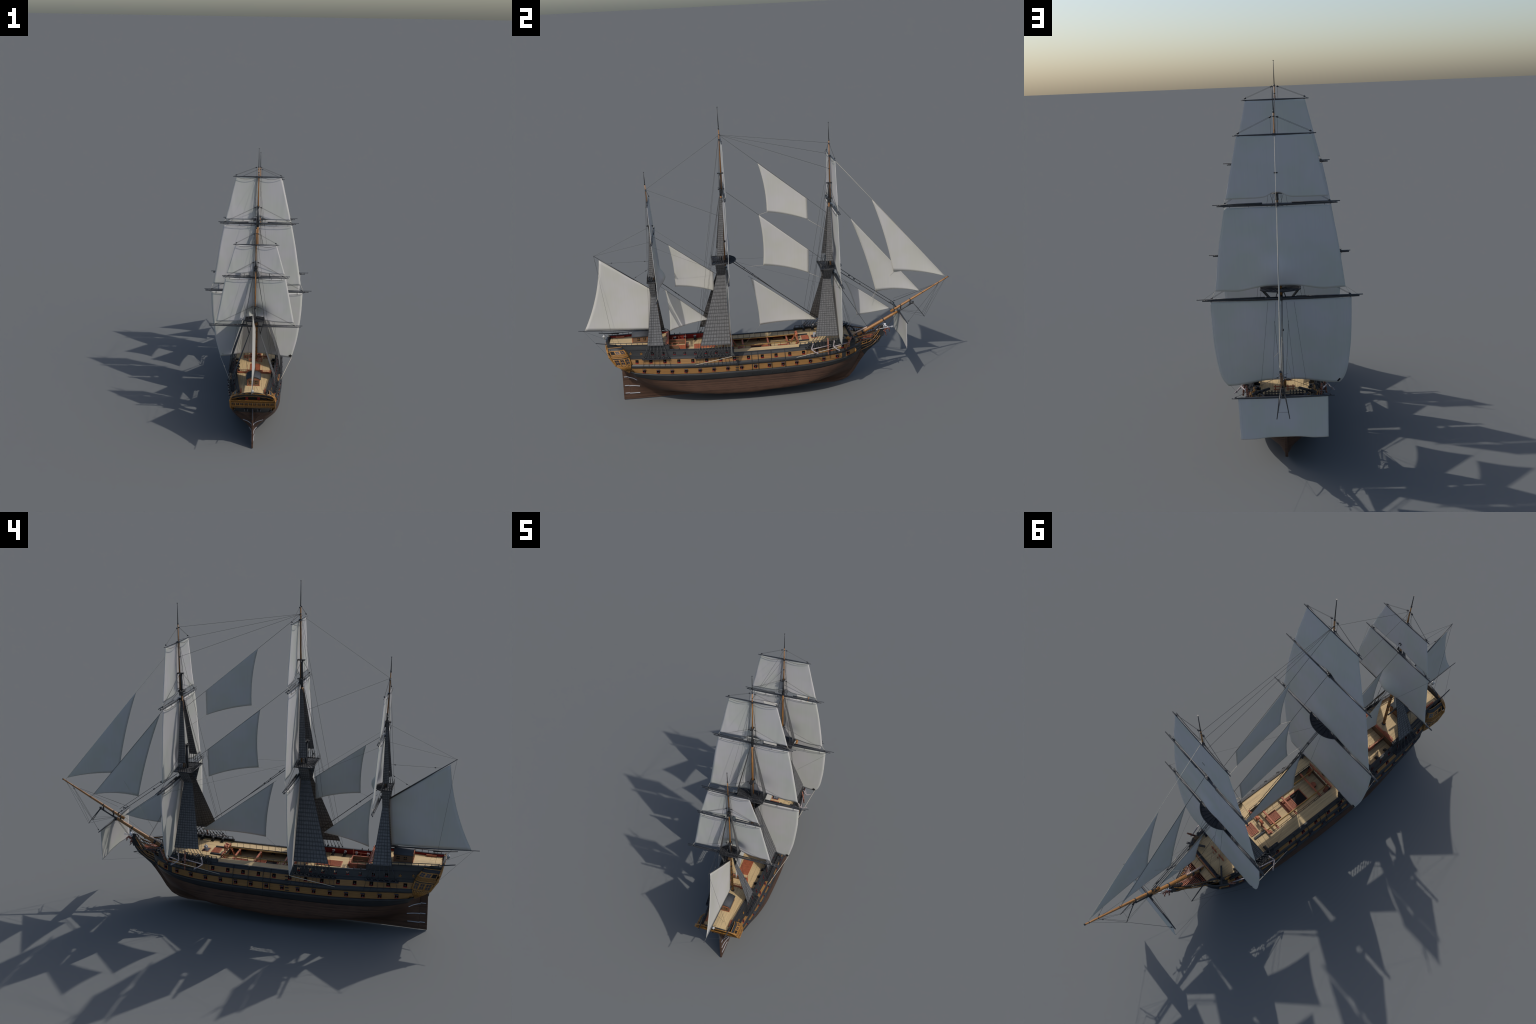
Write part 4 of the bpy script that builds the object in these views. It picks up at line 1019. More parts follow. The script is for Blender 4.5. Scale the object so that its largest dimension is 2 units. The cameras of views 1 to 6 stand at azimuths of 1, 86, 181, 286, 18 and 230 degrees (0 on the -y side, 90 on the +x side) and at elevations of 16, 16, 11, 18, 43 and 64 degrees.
# ----------------------------------------------------------------------------
# bowsprit and jib boom
# ----------------------------------------------------------------------------
bs = lambda y: (0.0, y, 0.2834 + 0.527 * (y - 0.5249))
jb = lambda y: (0.0, y, 0.3885 + 0.5515 * (y - 0.680))
b = B(); yy = np.linspace(0.437, 0.716, 10); b.tube([bs(y) for y in yy], np.interp(yy, [0.437, 0.55, 0.716], [0.0098, 0.0094, 0.0070]), 12)
BSP = b.make("bowsprit", "mast_wood")
b = B(); yy = np.linspace(0.714, 0.797, 4); b.tube([bs(y) for y in yy], [0.0050, 0.0044, 0.0042, 0.004], 8)
for d in (-0.004, 0.004): b.beam((d, 0.722, bs(0.722)[2] - 0.002), (d, 0.790, bs(0.79)[2] - 0.001), 0.0022, 0.003)
b.make("bowsprit_end", "black_iron", BSP)
b = B(); yy = np.linspace(0.6785, 0.996, 10); b.tube([jb(y) for y in yy], np.interp(yy, [0.68, 0.74, 0.85, 0.996], [0.0072, 0.0066, 0.0054, 0.0034]), 10)
b.make("jib_boom", "mast_wood", BSP)
b = B()
def band(bt, f, y, r, w=0.004):
    p, q = np.array(f(y - w / 2)), np.array(f(y + w / 2)); bt.tube([p, q], r, 10)
for y, r in ((0.6385, 0.0092), (0.5235, 0.0108), (0.4905, 0.0108)): band(b, bs, y, r, 0.0055 if r < 0.01 else 0.009)
for y, r in ((0.6985, 0.0079), (0.7345, 0.0076), (0.787, 0.0068), (0.853, 0.0058), (0.943, 0.0046), (0.9795, 0.0044), (0.9965, 0.0043)): band(b, jb, y, r, 0.0025 if y > 0.8 else 0.0045)
for y in (0.6985, 0.7345, 0.787):
    p, q = np.array(jb(y)), np.array(bs(y)); b.beam(p, q + (0, 0.0, -0.004), 0.006, 0.0055)
b.make("bowsprit_iron", "black_iron", BSP)
b = B()     # gammoning: rope lashings with red stripes leading up to the bowsprit
pa, pb = np.array((0.0, 0.4490, 0.2665)), np.array((0.0, 0.5500, 0.3085))
b.tube([pa, pb], 0.0040, 8); b.make("boarding_rope", "rope_light", BSP)
b = B()
for t in np.linspace(0.02, 0.98, 15):
    d = (pb - pa) / np.linalg.norm(pb - pa); p = pa + (pb - pa) * t; b.tube([p - d * 0.0008, p + d * 0.0008], 0.0044, 8)
b.make("rope_stripe", "stripe_red", BSP)
b = B()     # dolphin striker
for s in (-1, 1): b.tube([(s * 0.004, 0.795, 0.4375), (s * 0.0145, 0.835, 0.388), (s * 0.0215, 0.861, 0.3520)], [0.0022, 0.0019, 0.0014], 6)
b.box((0, 0.8025, 0.4300), (0.008, 0.008, 0.014))
b.make("dolphin_striker", "black_iron", BSP)

# ----------------------------------------------------------------------------
# masts
# ----------------------------------------------------------------------------
class Mast: pass
def mast(name, lower, lhead, topm, tgal, top, r, pole):
    """lower/topmast/topgallant axes as ((y,z),(y,z)) pairs; top=(y_aft, y_front, half, z)"""
    M_ = Mast(); M_.lower, M_.topm, M_.tgal, M_.top = lower, topm, tgal, top
    P3 = lambda p: np.array((0.0, p[0], p[1]))
    b = B()
    a, c = P3(lower[0]), P3(lower[1])
    split = lhead
    b.tube([a, a + (c - a) * 0.5, a + (c - a) * split], [r[0], r[0] * 0.95, r[0] * 0.85], 12)
    root = b.make("mast", "mast_wood"); M_.ob = root
    b = B()
    b.tube([a + (c - a) * split, c], [r[0] * 0.86, r[0] * 0.72], 12)
    b.tube([a, a + (c - a) * (0.012 / np.linalg.norm(c - a))], [r[0] * 1.7, r[0] * 1.2], 12)
    for t in np.linspace(0.12, split * 0.95, 8):
        q = a + (c - a) * t; b.tube([q - (0, 0, 0.0012), q + (0, 0, 0.0012)], r[0] * 1.06, 12)
    d = P3(topm[0]); e = P3(topm[1])
    b.box(((c + d + (e - d) * ((c[2] - d[2]) / (e[2] - d[2])))/ 2 * (0, 1, 0) + (0, 0, c[2])), (r[0] * 2.3, abs(c[1] - np.interp(c[2], [d[2], e[2]], [d[1], e[1]])) + r[0] * 2.4, 0.0055))
    b.make("mast_head", "black_iron", root)
    # topmast
    b = B()
    if tgal is not None:
        t2 = 1 - pole[1]
        b.tube([d, d + (e - d) * t2], [r[1], r[1] * 0.85], 10); tm = b.make("topmast", "mast_wood", root)
        b = B(); b.tube([d + (e - d) * t2, e], [r[1] * 0.84, r[1] * 0.7], 10)
        f, g = P3(tgal[0]), P3(tgal[1])
        b.box(((0, (e[1] + np.interp(e[2], [f[2], g[2]], [f[1], g[1]])) / 2, e[2])), (r[1] * 2.4, r[1] * 5.2, 0.0048)); b.make("topmast_head", "black_iron", tm)
    else:
        b.tube([d, e], [r[1], r[1] * 0.75], 10); tm = b.make("topmast", "mast_wood", root)
        f, g = d + (e - d) * 0.0, e
    return M_, tm
FORE, fore_tm = mast("fore", ((0.3440, 0.268), (0.3430, 0.7860)), 0.74, ((0.3580, 0.655), (0.3590, 1.121)), ((0.3660, 1.028), (0.3668, 1.345)), None, (0.0085, 0.0060), (0, 0.22))
MAIN, main_tm = mast("main", ((-0.2120, 0.232), (-0.2235, 0.8480)), 0.74, ((-0.2030, 0.715), (-0.1985, 1.208)), ((-0.1930, 1.112), (-0.1895, 1.438)), None, (0.0090, 0.0063), (0, 0.24))
MIZ, miz_tm = mast("mizzen", ((-0.5660, 0.325), (-0.5870, 0.7350)), 0.78, ((-0.5765, 0.640), (-0.5735, 0.9950)), None, None, (0.0068, 0.0044), (0, 0.0))
b = B(); b.tube([(0, 0.3655, 1.028), (0, 0.3668, 1.345)], [0.0042, 0.0026], 8); b.make("topgallant_mast", "mast_wood", FORE.ob)
b = B(); b.tube([(0, -0.1940, 1.112), (0, -0.1897, 1.438)], [0.0044, 0.0027], 8); b.make("topgallant_mast", "mast_wood", MAIN.ob)
b = B(); b.tube([(0, -0.5730, 0.958), (0, -0.5785, 1.120), (0, -0.5805, 1.178)], [0.0034, 0.0026, 0.0022], 8); b.make("topgallant_mast", "mast_wood", MIZ.ob)
# bare black poles at the mastheads, with trucks
for m_, y, z0, z1 in ((FORE, 0.3669, 1.343, 1.4330), (MAIN, -0.1898, 1.437, 1.5415), (MIZ, -0.5808, 1.177, 1.2385)):
    b = B(); b.tube([(0, y, z0), (0, y - 0.0004, z1)], [0.0021, 0.0014], 6); b.lathe((0, y, z1 - 0.001), (0, y, z1 + 0.0012), [(0, 0.0028), (1, 0.0028)], 8); b.tube([(0, y, z0 - 0.004), (0, y, z0 + 0.005)], 0.003, 8)
    b.make("flag_pole", "black_iron", m_.ob)
b = B()      # ironwork on the mizzen doubling and masthead bands
b.tube([(0, -0.5730, 0.955), (0, -0.5737, 0.997)], 0.0042, 8)
for y, z, r in ((-0.5785, 1.148, 0.0036), (-0.1893, 1.404, 0.0038), (0.3667, 1.327, 0.0036), (0.364, 1.195, 0.0042)): b.tube([(0, y, z - 0.002), (0, y, z + 0.002)], r, 8)
for z in (0.475, 0.55): b.tube([(0, np.interp(z, [0.325, 0.735], [-0.566, -0.587]), z - 0.002), (0, np.interp(z, [0.325, 0.735], [-0.566, -0.587]), z + 0.002)], 0.0074, 10)
b.make("mast_band", "black_iron")

# tops: curved fronted platforms of radial planks, with rim, rail and battens
def make_top(m_, ya, yf, half, z, mid):
    front = lambda u: yf - (yf - mid) * abs(u) ** 2.4
    b = B()
    us = np.linspace(-1, 1, 17)
    b.slab([[(u * half, ya + (front(u) - ya) * t, z) for t in np.linspace(0, 1, 6)] for u in us], 0.0024, False)
    T = b.make("mast_top", "black_wood", m_.ob)
    b = B()
    outline = [(-half, ya), (half, ya)] + [(u * half, front(u)) for u in us[::-1]] + [(-half, ya)]
    b.tube([(x, y, z + 0.0022) for x, y in outline], 0.0026, 6)
    cy = (ya + mid) / 2
    for a in np.linspace(0, 2 * math.pi, 27)[:-1]:      # battens radiating from the mast
        dx, dy = math.cos(a), math.sin(a)
        ts = [t for t in np.linspace(0.015, 0.14, 60) if abs(dx * t) < half * 0.96 and cy + dy * t > ya + 0.002 and cy + dy * t < front(max(-1, min(1, dx * t / half))) - 0.002]
        if ts: b.beam((dx * 0.015, cy + dy * 0.015, z + 0.0022), (dx * ts[-1], cy + dy * ts[-1], z + 0.0022), 0.0022, 0.0020)
    for s in (-1, 1):         # trestle and cross trees below
        b.beam((s * 0.009, ya + 0.004, z - 0.005), (s * 0.009, yf - 0.01, z - 0.005), 0.005, 0.007)
    for y in (cy - 0.022, cy + 0.022): b.beam((-half * 0.85, y, z - 0.002), (half * 0.85, y, z - 0.002), 0.005, 0.005)
    b.make("top_rim", "black_wood", T)
    b = B()      # after rail
    b.tube([(-half, ya + 0.001, z), (-half, ya + 0.001, z + 0.026), (half, ya + 0.001, z + 0.026), (half, ya + 0.001, z)], 0.0009, 5)
    for x in np.linspace(-half, half, 7)[1:-1]: b.tube([(x, ya + 0.001, z), (x, ya + 0.001, z + 0.026)], 0.0008, 5)
    b.make("top_rail", "black_iron", T)
    return T
T_FORE = make_top(FORE, 0.2945, 0.4120, 0.0760, 0.6755, 0.378)
T_MAIN = make_top(MAIN, -0.2695, -0.1440, 0.0770, 0.7460, -0.180)
T_MIZ  = make_top(MIZ, -0.6120, -0.5370, 0.0505, 0.6640, -0.560)
# crosstrees
def crosstree(m_, y, z, w):
    b = B()
    for d in (-0.009, 0.001, 0.011): b.tube([(-w, y + d - 0.006, z), (0, y + d, z + 0.001), (w, y + d - 0.006, z)], 0.0014, 6)
    for s in (-1, 1): b.beam((s * 0.004, y - 0.017, z - 0.003), (s * 0.004, y + 0.017, z - 0.003), 0.0022, 0.0042)
    for s in (-1, 1): b.tube([(s * w, y - 0.015, z), (s * w, y + 0.005, z)], 0.0011, 5)
    b.box((0, y, z - 0.012), (0.013, 0.017, 0.022)); b.make("crosstree", "black_iron", m_.ob)
crosstree(FORE, 0.3610, 1.0420, 0.026); crosstree(MAIN, -0.1960, 1.1280, 0.027); crosstree(MIZ, -0.5740, 0.9600, 0.010)

# ----------------------------------------------------------------------------
# shrouds: rope bundles woven with ratlines on a web, deadeyes, channels
# ----------------------------------------------------------------------------
def shrouds(m_, foot, top, n, rows, rr=0.0008, name="shroud"):
    """foot/top = ((x,y_aft,z),(x,y_fwd,z)); one panel per side"""
    for s in (1, -1):
        f0, f1, t0, t1 = [np.array(p) * (s, 1, 1) for p in (*foot, *top)]
        Q = lambda u, v: (f0 * (1 - u) + f1 * u) * (1 - v) + (t0 * (1 - u) + t1 * u) * v
        b = B(); b.slab([[Q(u, v) for v in np.linspace(0, 1, 5)] for u in np.linspace(0, 1, 4)], 0.0011, False)
        ob = b.make(name, "shroud_web", m_.ob)
        b = B()
        for u in np.linspace(0, 1, n): b.tube([Q(u, 0), Q(u, 1)], [rr * 1.7, rr * 1.15], 6, False)
        b.make("shroud_rope", "shroud_rope", ob, "stuff")
        b = B()
        for v in np.linspace(0, 1, rows):
            p, q = Q(0, v), Q(1, v); h = np.linalg.norm(Q(0.5, 1) - Q(0.5, 0)) / (rows - 1)
            nrm = np.cross(q - p, Q(0.5, 1) - Q(0.5, 0)); nrm /= np.linalg.norm(nrm)
            b.beam(p, q, 0.0017, min(h * 0.40, 0.0066), np.cross(nrm, q - p))
        b.make("ratline", "ratline", ob, "stuff")
NS = {}
def deadeyes(m_, pts_low, pts_high, r=0.0036):
    """lanyards from lower to upper deadeyes"""
    b = B()
    for p, q in zip(pts_low, pts_high):
        for s in (1, -1):
            p_, q_ = np.array(p) * (s, 1, 1), np.array(q) * (s, 1, 1)
            b.tube([p_, q_], 0.0014, 5)
            for c in (p_, p_ + (q_ - p_) * 0.45): b.ball(c, (0.0022, r, r * 1.15), 7, 5)
    return b.make("deadeye", "black_iron", m_.ob, "stuff")
def lower_rig(m_, y0, y1, xf, zf, top, n, rows, chan, ct=0.0042):
    """chan = (y0, y1, z): channel board on the hull"""
    shrouds(m_, ((xf, y0, zf), (xf + 0.0015, y1, zf - 0.004)), top, n, rows)
    ya, yb, zc = chan
    b = B()
    ys = np.linspace(ya, yb, 8)
    for i in range(7):
        h0, h1 = H(ys[i], zc), H(ys[i + 1], zc)
        b.add([(h0 - 0.002, ys[i], zc - ct / 2), (h1 - 0.002, ys[i + 1], zc - ct / 2), (h1 + 0.020, ys[i + 1], zc - ct / 2), (h0 + 0.020, ys[i], zc - ct / 2),
               (h0 - 0.002, ys[i], zc + ct / 2), (h1 - 0.002, ys[i + 1], zc + ct / 2), (h1 + 0.020, ys[i + 1], zc + ct / 2), (h0 + 0.020, ys[i], zc + ct / 2)],
              [(0, 3, 2, 1), (4, 5, 6, 7), (3, 7, 6, 2)] + ([(0, 4, 7, 3)] if i == 0 else []) + ([(1, 2, 6, 5)] if i == 6 else []))
    b.mirror().make("channel", "black_wood", HULL)
    yl = np.linspace(ya + 0.012, yb - 0.006, n); yh = np.linspace(y0 + 0.001, y1 - 0.001, n)
    low = [(H(y, zc) + 0.017, y, zc + 0.005) for y in yl]; high = [(xf, y, zf - 0.002) for y in yh]
    deadeyes(m_, low, high)
    # chains down the side and backstay deadeyes between
    b = B()
    for i, y in enumerate(yl):
        yc = y + (y - (ya + yb) / 2) * 0.12; z1 = float(fZ["lyt"](yc)) + 0.004
        b.tube([(H(y, zc) + 0.017, y, zc), (H(yc, z1 + 0.012) + 0.006, yc, z1 + 0.012), (H(yc, z1) + 0.0058, yc, z1)], 0.0008, 4)
    b.mirror().make("chain_plate", "black_iron", HULL, "stuff")
    b = B()
    for y in np.linspace(ya + 0.006, yb - 0.004, 2 * n): b.ball((H(y, zc) + 0.012, y + 0.002, zc + 0.007), (0.0022, 0.0024, 0.0034), 6, 5)
    b.mirror().make("block", "black_iron", HULL, "stuff")
lower_rig(MAIN, -0.3580, -0.2030, 0.1370, 0.3345, ((0.0245, -0.2470, 0.6740), (0.0245, -0.2070, 0.6740)), 11, 21, (-0.3950, -0.1975, 0.2675))
lower_rig(FORE, 0.2470, 0.3645, 0.1375, 0.3345, ((0.0255, 0.3110, 0.6130), (0.0255, 0.3520, 0.6130)), 9, 27, (0.1880, 0.3560, 0.2735))
lower_rig(MIZ, -0.6340, -0.5520, 0.1105, 0.3455, ((0.030, -0.5985, 0.5825), (0.030, -0.5735, 0.5825)), 6, 19, (-0.6690, -0.5235, 0.2735))
# lower shrouds continue to the masthead inside the futtocks
for m_, foot, top, n in ((MAIN, ((0.0245, -0.2470, 0.6740), (0.0245, -0.2070, 0.6740)), ((0.010, -0.232, 0.738), (0.010, -0.214, 0.738)), 6), (FORE, ((0.0255, 0.3110, 0.6130), (0.0255, 0.3520, 0.6130)), ((0.010, 0.334, 0.668), (0.010, 0.352, 0.668)), 6), (MIZ, ((0.030, -0.5985, 0.5825), (0.030, -0.5735, 0.5825)), ((0.014, -0.590, 0.655), (0.014, -0.578, 0.655)), 4)):
    shrouds(m_, foot, top, n, 5, 0.0007, "upper_shroud")
# futtock shrouds flare out to the rim of the top
shrouds(MAIN, ((0.0245, -0.2470, 0.6735), (0.0245, -0.2070, 0.6735)), ((0.0775, -0.2520, 0.7440), (0.0775, -0.2060, 0.7440)), 6, 7, 0.0008, "futtock_shroud")
shrouds(FORE, ((0.0255, 0.3110, 0.6125), (0.0255, 0.3520, 0.6125)), ((0.0755, 0.3080, 0.6735), (0.0755, 0.3580, 0.6735)), 6, 7, 0.0008, "futtock_shroud")
shrouds(MIZ, ((0.030, -0.5985, 0.5820), (0.030, -0.5735, 0.5820)), ((0.0500, -0.6050, 0.6620), (0.0500, -0.5720, 0.6620)), 5, 7, 0.0007, "futtock_shroud")
# topmast shrouds
def top_rig(m_, foot, top, n, rows, ztop, half):
    shrouds(m_, foot, top, n, rows, 0.0007, "topmast_shroud")
    ys = np.linspace(foot[0][1], foot[1][1], n)
    deadeyes(m_, [(half, y, ztop + 0.004) for y in np.linspace(foot[0][1] - 0.005, foot[1][1], n)], [(foot[0][0], y, foot[0][2]) for y in ys], 0.0024)
top_rig(MAIN, ((0.0750, -0.2400, 0.7945), (0.0750, -0.2060, 0.7925)), ((0.0110, -0.2060, 1.0800), (0.0110, -0.1940, 1.0800)), 5, 28, 0.7470, 0.0765)
top_rig(FORE, ((0.0740, 0.3220, 0.7245), (0.0740, 0.3585, 0.7235)), ((0.0110, 0.3510, 0.9950), (0.0110, 0.3620, 0.9950)), 5, 27, 0.6765, 0.0755)
top_rig(MIZ, ((0.0480, -0.5985, 0.7030), (0.0480, -0.5725, 0.6950)), ((0.0060, -0.5780, 0.9620), (0.0060, -0.5710, 0.9620)), 4, 26, 0.6650, 0.0495)

# ----------------------------------------------------------------------------
# yards, booms, lifts, footropes
# ----------------------------------------------------------------------------
def block(b, c, d=(0, 0, 1), r=0.0030):
    d = np.asarray(d, float); d = d / (np.linalg.norm(d) + 1e-9); c = np.asarray(c, float)
    b.lathe(c - d * r * 1.35, c + d * r * 1.35, [(0, r * 0.3), (0.2, r * 0.75), (0.5, r * 0.9), (0.8, r * 0.75), (1, r * 0.3)], 7)
ROPE_R = 0.00045
def yard(m_, y, z, half, r, boom=None, lift=None, foot=None, name="yard", xl=None):
    b = B()
    t = np.array([-1, -0.92, -0.6, -0.25, 0, 0.25, 0.6, 0.92, 1])
    b.tube([(u * half, y, z) for u in t], [r * q for q in (0.5, 0.6, 0.82, 1, 1, 1, 0.82, 0.6, 0.5)], 8)
    b.box((0, y - 0.004, z), (0.014, r * 3.4, r * 2.4))
    Y = b.make(name, "yard_black", m_.ob)
    if boom:
        for s, xe in ((1, boom[0]), (-1, boom[1])):
            b = B(); b.tube([(s * boom[2], y + 0.0055, z + 0.0068), (s * xe, y + 0.0045, z + 0.0058)], [0.0031, 0.0019], 7)
            for u in (0.35, 0.62, 0.95): b.tube([(s * (boom[2] + (half - boom[2]) * u), y, z), (s * (boom[2] + (half - boom[2]) * u), y + 0.005, z + 0.0065)], 0.0012, 5)
            b.make("studding_sail_boom", "yard_black", Y)
    if lift:
        yb, zb, xb, xa = lift      # masthead block and where the lift meets the yard
        b = B(); k = B()
        for s in (1, -1):
            p, q = np.array((s * xb, yb, zb)), np.array((s * xa, y, z + 0.0085))
            d = (q - p) / np.linalg.norm(q - p)
            for o in (-0.0016, 0.0016): b.tube([p + (0, 0, o), q + (0, 0, o)], ROPE_R, 4, False)
            b.tube([(0, yb, zb + 0.004), p], ROPE_R, 4, False); b.tube([q, (s * (xa + 0.012), y, z + 0.002)], ROPE_R, 4, False)
            b.tube([p, (s * xb, yb - 0.004, max(zb - 0.30, 0.33) if zb > 0.8 else zb - 0.12)], ROPE_R, 4, False)
            block(k, p, d, 0.0040); block(k, q, d, 0.0040)
        b.make("lift", "rope_tarred", Y, "stuff"); k.make("block", "black_iron", Y, "stuff")
    if foot:
        b = B(); sag, nst = foot
        for s in (1, -1):
            x0, x1 = 0.006, half * 0.93
            xs = np.linspace(0, 1, 15)
            if nst:
                st = np.linspace(0.15, 0.84, nst)
                zz = z - sag * np.clip(np.sin(np.pi * np.clip(xs, 0.0, 1)) ** 0.45, 0, 1) - 0.0018 * np.abs(np.sin(xs * np.pi * (nst + 1)))
                for u in st: b.tube([(s * (x0 + (x1 - x0) * u), y - 0.005, z), (s * (x0 + (x1 - x0) * u), y - 0.007, z - sag)], 0.0009, 4, False)
            else: zz = z - sag * np.sin(np.pi * xs)
            b.tube(np.stack([s * (x0 + (x1 - x0) * xs), np.full(15, y - 0.007), zz], 1), 0.0009, 4, False)
        b.make("footrope", "rope_tarred", Y, "stuff")
    return Y
yard(FORE, 0.3728, 1.2615, 0.1543, 0.0034, None, (0.3670, 1.3245, 0.0130, 0.1330), (0.013, 0))
yard(FORE, 0.3725, 1.0028, 0.2255, 0.0052, (0.2410, 0.2350, 0.055), (0.3600, 1.1180, 0.0170, 0.1960), (0.013, 3))
yard(FORE, 0.3695, 0.6412, 0.3000, 0.0064, (0.3208, 0.3128, 0.060), (0.3450, 0.7870, 0.0190, 0.2640), (0.017, 3))
yard(MAIN, -0.1846, 1.3790, 0.1449, 0.0034, None, (-0.1895, 1.4330, 0.0140, 0.1270), (0.013, 0))
yard(MAIN, -0.1890, 1.1065, 0.2195, 0.0052, (0.2356, 0.2280, 0.055), (-0.1980, 1.2030, 0.0170, 0.1900), (0.013, 3))
yard(MAIN, -0.1985, 0.7018, 0.3030, 0.0064, (0.3200, 0.3085, 0.060), (-0.2230, 0.8480, 0.0190, 0.2640), (0.017, 3))
yard(MIZ, -0.5721, 1.0830, 0.1232, 0.0030, None, (-0.5785, 1.1445, 0.0110, 0.1050), (0.011, 0))
yard(MIZ, -0.5650, 0.8985, 0.1780, 0.0042, (0.1850, 0.1815, 0.028), (-0.5745, 0.9850, 0.0140, 0.1480), (0.011, 3))
yard(MIZ, -0.5620, 0.6180, 0.2510, 0.0046, (0.2605, 0.2520, 0.040), (-0.5850, 0.7380, 0.0160, 0.2150), None)
SPY = yard(FORE, 0.7290, 0.3800, 0.1780, 0.0042, None, None, None, "spritsail_yard")

# ----------------------------------------------------------------------------
# sails
# ----------------------------------------------------------------------------
SAIL_T = 0.0012
def square_sail(m_, yh, zh, half_h, yc, zc, half_c, belly, arch=0.012, lobe=0.004, wide=0.3, leech=None, fb=0.6, nu=40, nv=34, name="sail", drape=None):
    """head/clew half widths; belly forward; foot arched in the middle; leech = [(v, half)] control points"""
    fl = pchip(*zip(*(leech or [(0, half_h), (0.5, (half_h + half_c) / 2), (1, half_c)])))
    P = []
    for u in np.linspace(-1, 1, nu + 1):
        a = abs(u)
        ft = arch * (1 / (1 + (a / wide) ** 4)) * (1 - a ** 4) - lobe * math.exp(-((a - 0.66) / 0.18) ** 2)
        col = []
        for v in np.linspace(0, 1, nv + 1):
            z = zh + (zc - zh) * v + ft * v ** 2.2
            bell = belly * (1 - a ** 2.4) * (math.sin(math.pi * min(1, v * (1 - 0.30 * fb) )) ** 0.85)
            y = yh + (yc - yh) * v + bell
            if drape:      # the foot lies over the front of the top
                y += drape[0] * math.exp(-(u / drape[1]) ** 2) * math.exp(-((v - drape[2]) / 0.17) ** 2)
            # slight wrinkles running out of the corners
            w = 0.0008 * math.sin(26 * (a + 0.4 * v)) * (a ** 3) * v
            col.append((u * float(fl(v)), y + w, z))
        P.append(col)
    b = B(); b.slab(P, SAIL_T)
    S = b.make(name, "sail_canvas", m_.ob if hasattr(m_, "ob") else m_)
    P = np.array(P)
    return S, P
S_fTG, _ = square_sail(FORE, 0.3735, 1.2580, 0.1405, 0.3730, 1.0275, 0.1920, 0.004, 0.020, 0.000, 0.16)
S_fTS, _ = square_sail(FORE, 0.3705, 0.9950, 0.1980, 0.3690, 0.6770, 0.2480, 0.006, 0.0150, 0.005, 0.42, [(0, 0.198), (0.35, 0.220), (0.7, 0.236), (1, 0.2480)], drape=(0.014, 0.30, 0.80))
S_fC, PfC = square_sail(FORE, 0.3685, 0.6350, 0.2700, 0.3700, 0.2970, 0.2165, 0.006, 0.0215, 0.000, 0.62, [(0, 0.2700), (0.24, 0.2680), (0.48, 0.2640), (0.66, 0.2570), (0.81, 0.2490), (0.93, 0.2350), (1, 0.2160)], 0.95)
S_mTG, _ = square_sail(MAIN, -0.1832, 1.3755, 0.1285, -0.1820, 1.1275, 0.1875, 0.004, 0.020, 0.000, 0.16)
S_mTS, _ = square_sail(MAIN, -0.1875, 1.0985, 0.1960, -0.1900, 0.7400, 0.2570, 0.006, 0.0150, 0.005, 0.42, [(0, 0.196), (0.35, 0.220), (0.7, 0.240), (1, 0.2570)], drape=(0.012, 0.30, 0.80))
S_mC, PmC = square_sail(MAIN, -0.2005, 0.6950, 0.2680, -0.2005, 0.2880, 0.2140, 0.006, 0.0215, 0.000, 0.62, [(0, 0.2680), (0.27, 0.2640), (0.5, 0.2550), (0.7, 0.2435), (0.87, 0.2275), (1, 0.2130)], 0.95)
S_zTG, _ = square_sail(MIZ, -0.5725, 1.0800, 0.1105, -0.5660, 0.9200, 0.1560, 0.003, 0.010, 0.000, 0.3)
S_zTS, _ = square_sail(MIZ, -0.5650, 0.8930, 0.1640, -0.5530, 0.6380, 0.2135, 0.004, 0.010, 0.000, 0.4, None, 0.75, drape=(0.034, 0.26, 0.86))
S_sp, _ = square_sail(SPY, 0.7290, 0.3785, 0.1560, 0.7315, 0.2290, 0.1530, 0.005, 0.007, 0.0015, 0.6, None, 0.7, name="spritsail")
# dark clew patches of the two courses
for S, P, m_ in ((S_fC, PfC, FORE), (S_mC, PmC, MAIN)):
    c = np.array(P[-1][-1]); p2 = np.array(P[-1][-3]); p3 = np.array(P[-3][-1])
    for s, dy in ((1, -0.0018), (-1, 0.0018)):
        b = B()
        q = [c + (-0.006, dy, 0.004), c + (0.0045, dy, 0.0135), c + (-0.0060, dy, 0.0225), c + (-0.0185, dy, 0.0125)]
        q = [np.array((s * x, y, z)) for x, y, z in q]
        b.slab([[q[0], q[3]], [q[1], q[2]]], 0.001, False); b.make("clew_patch", "void_black", S)

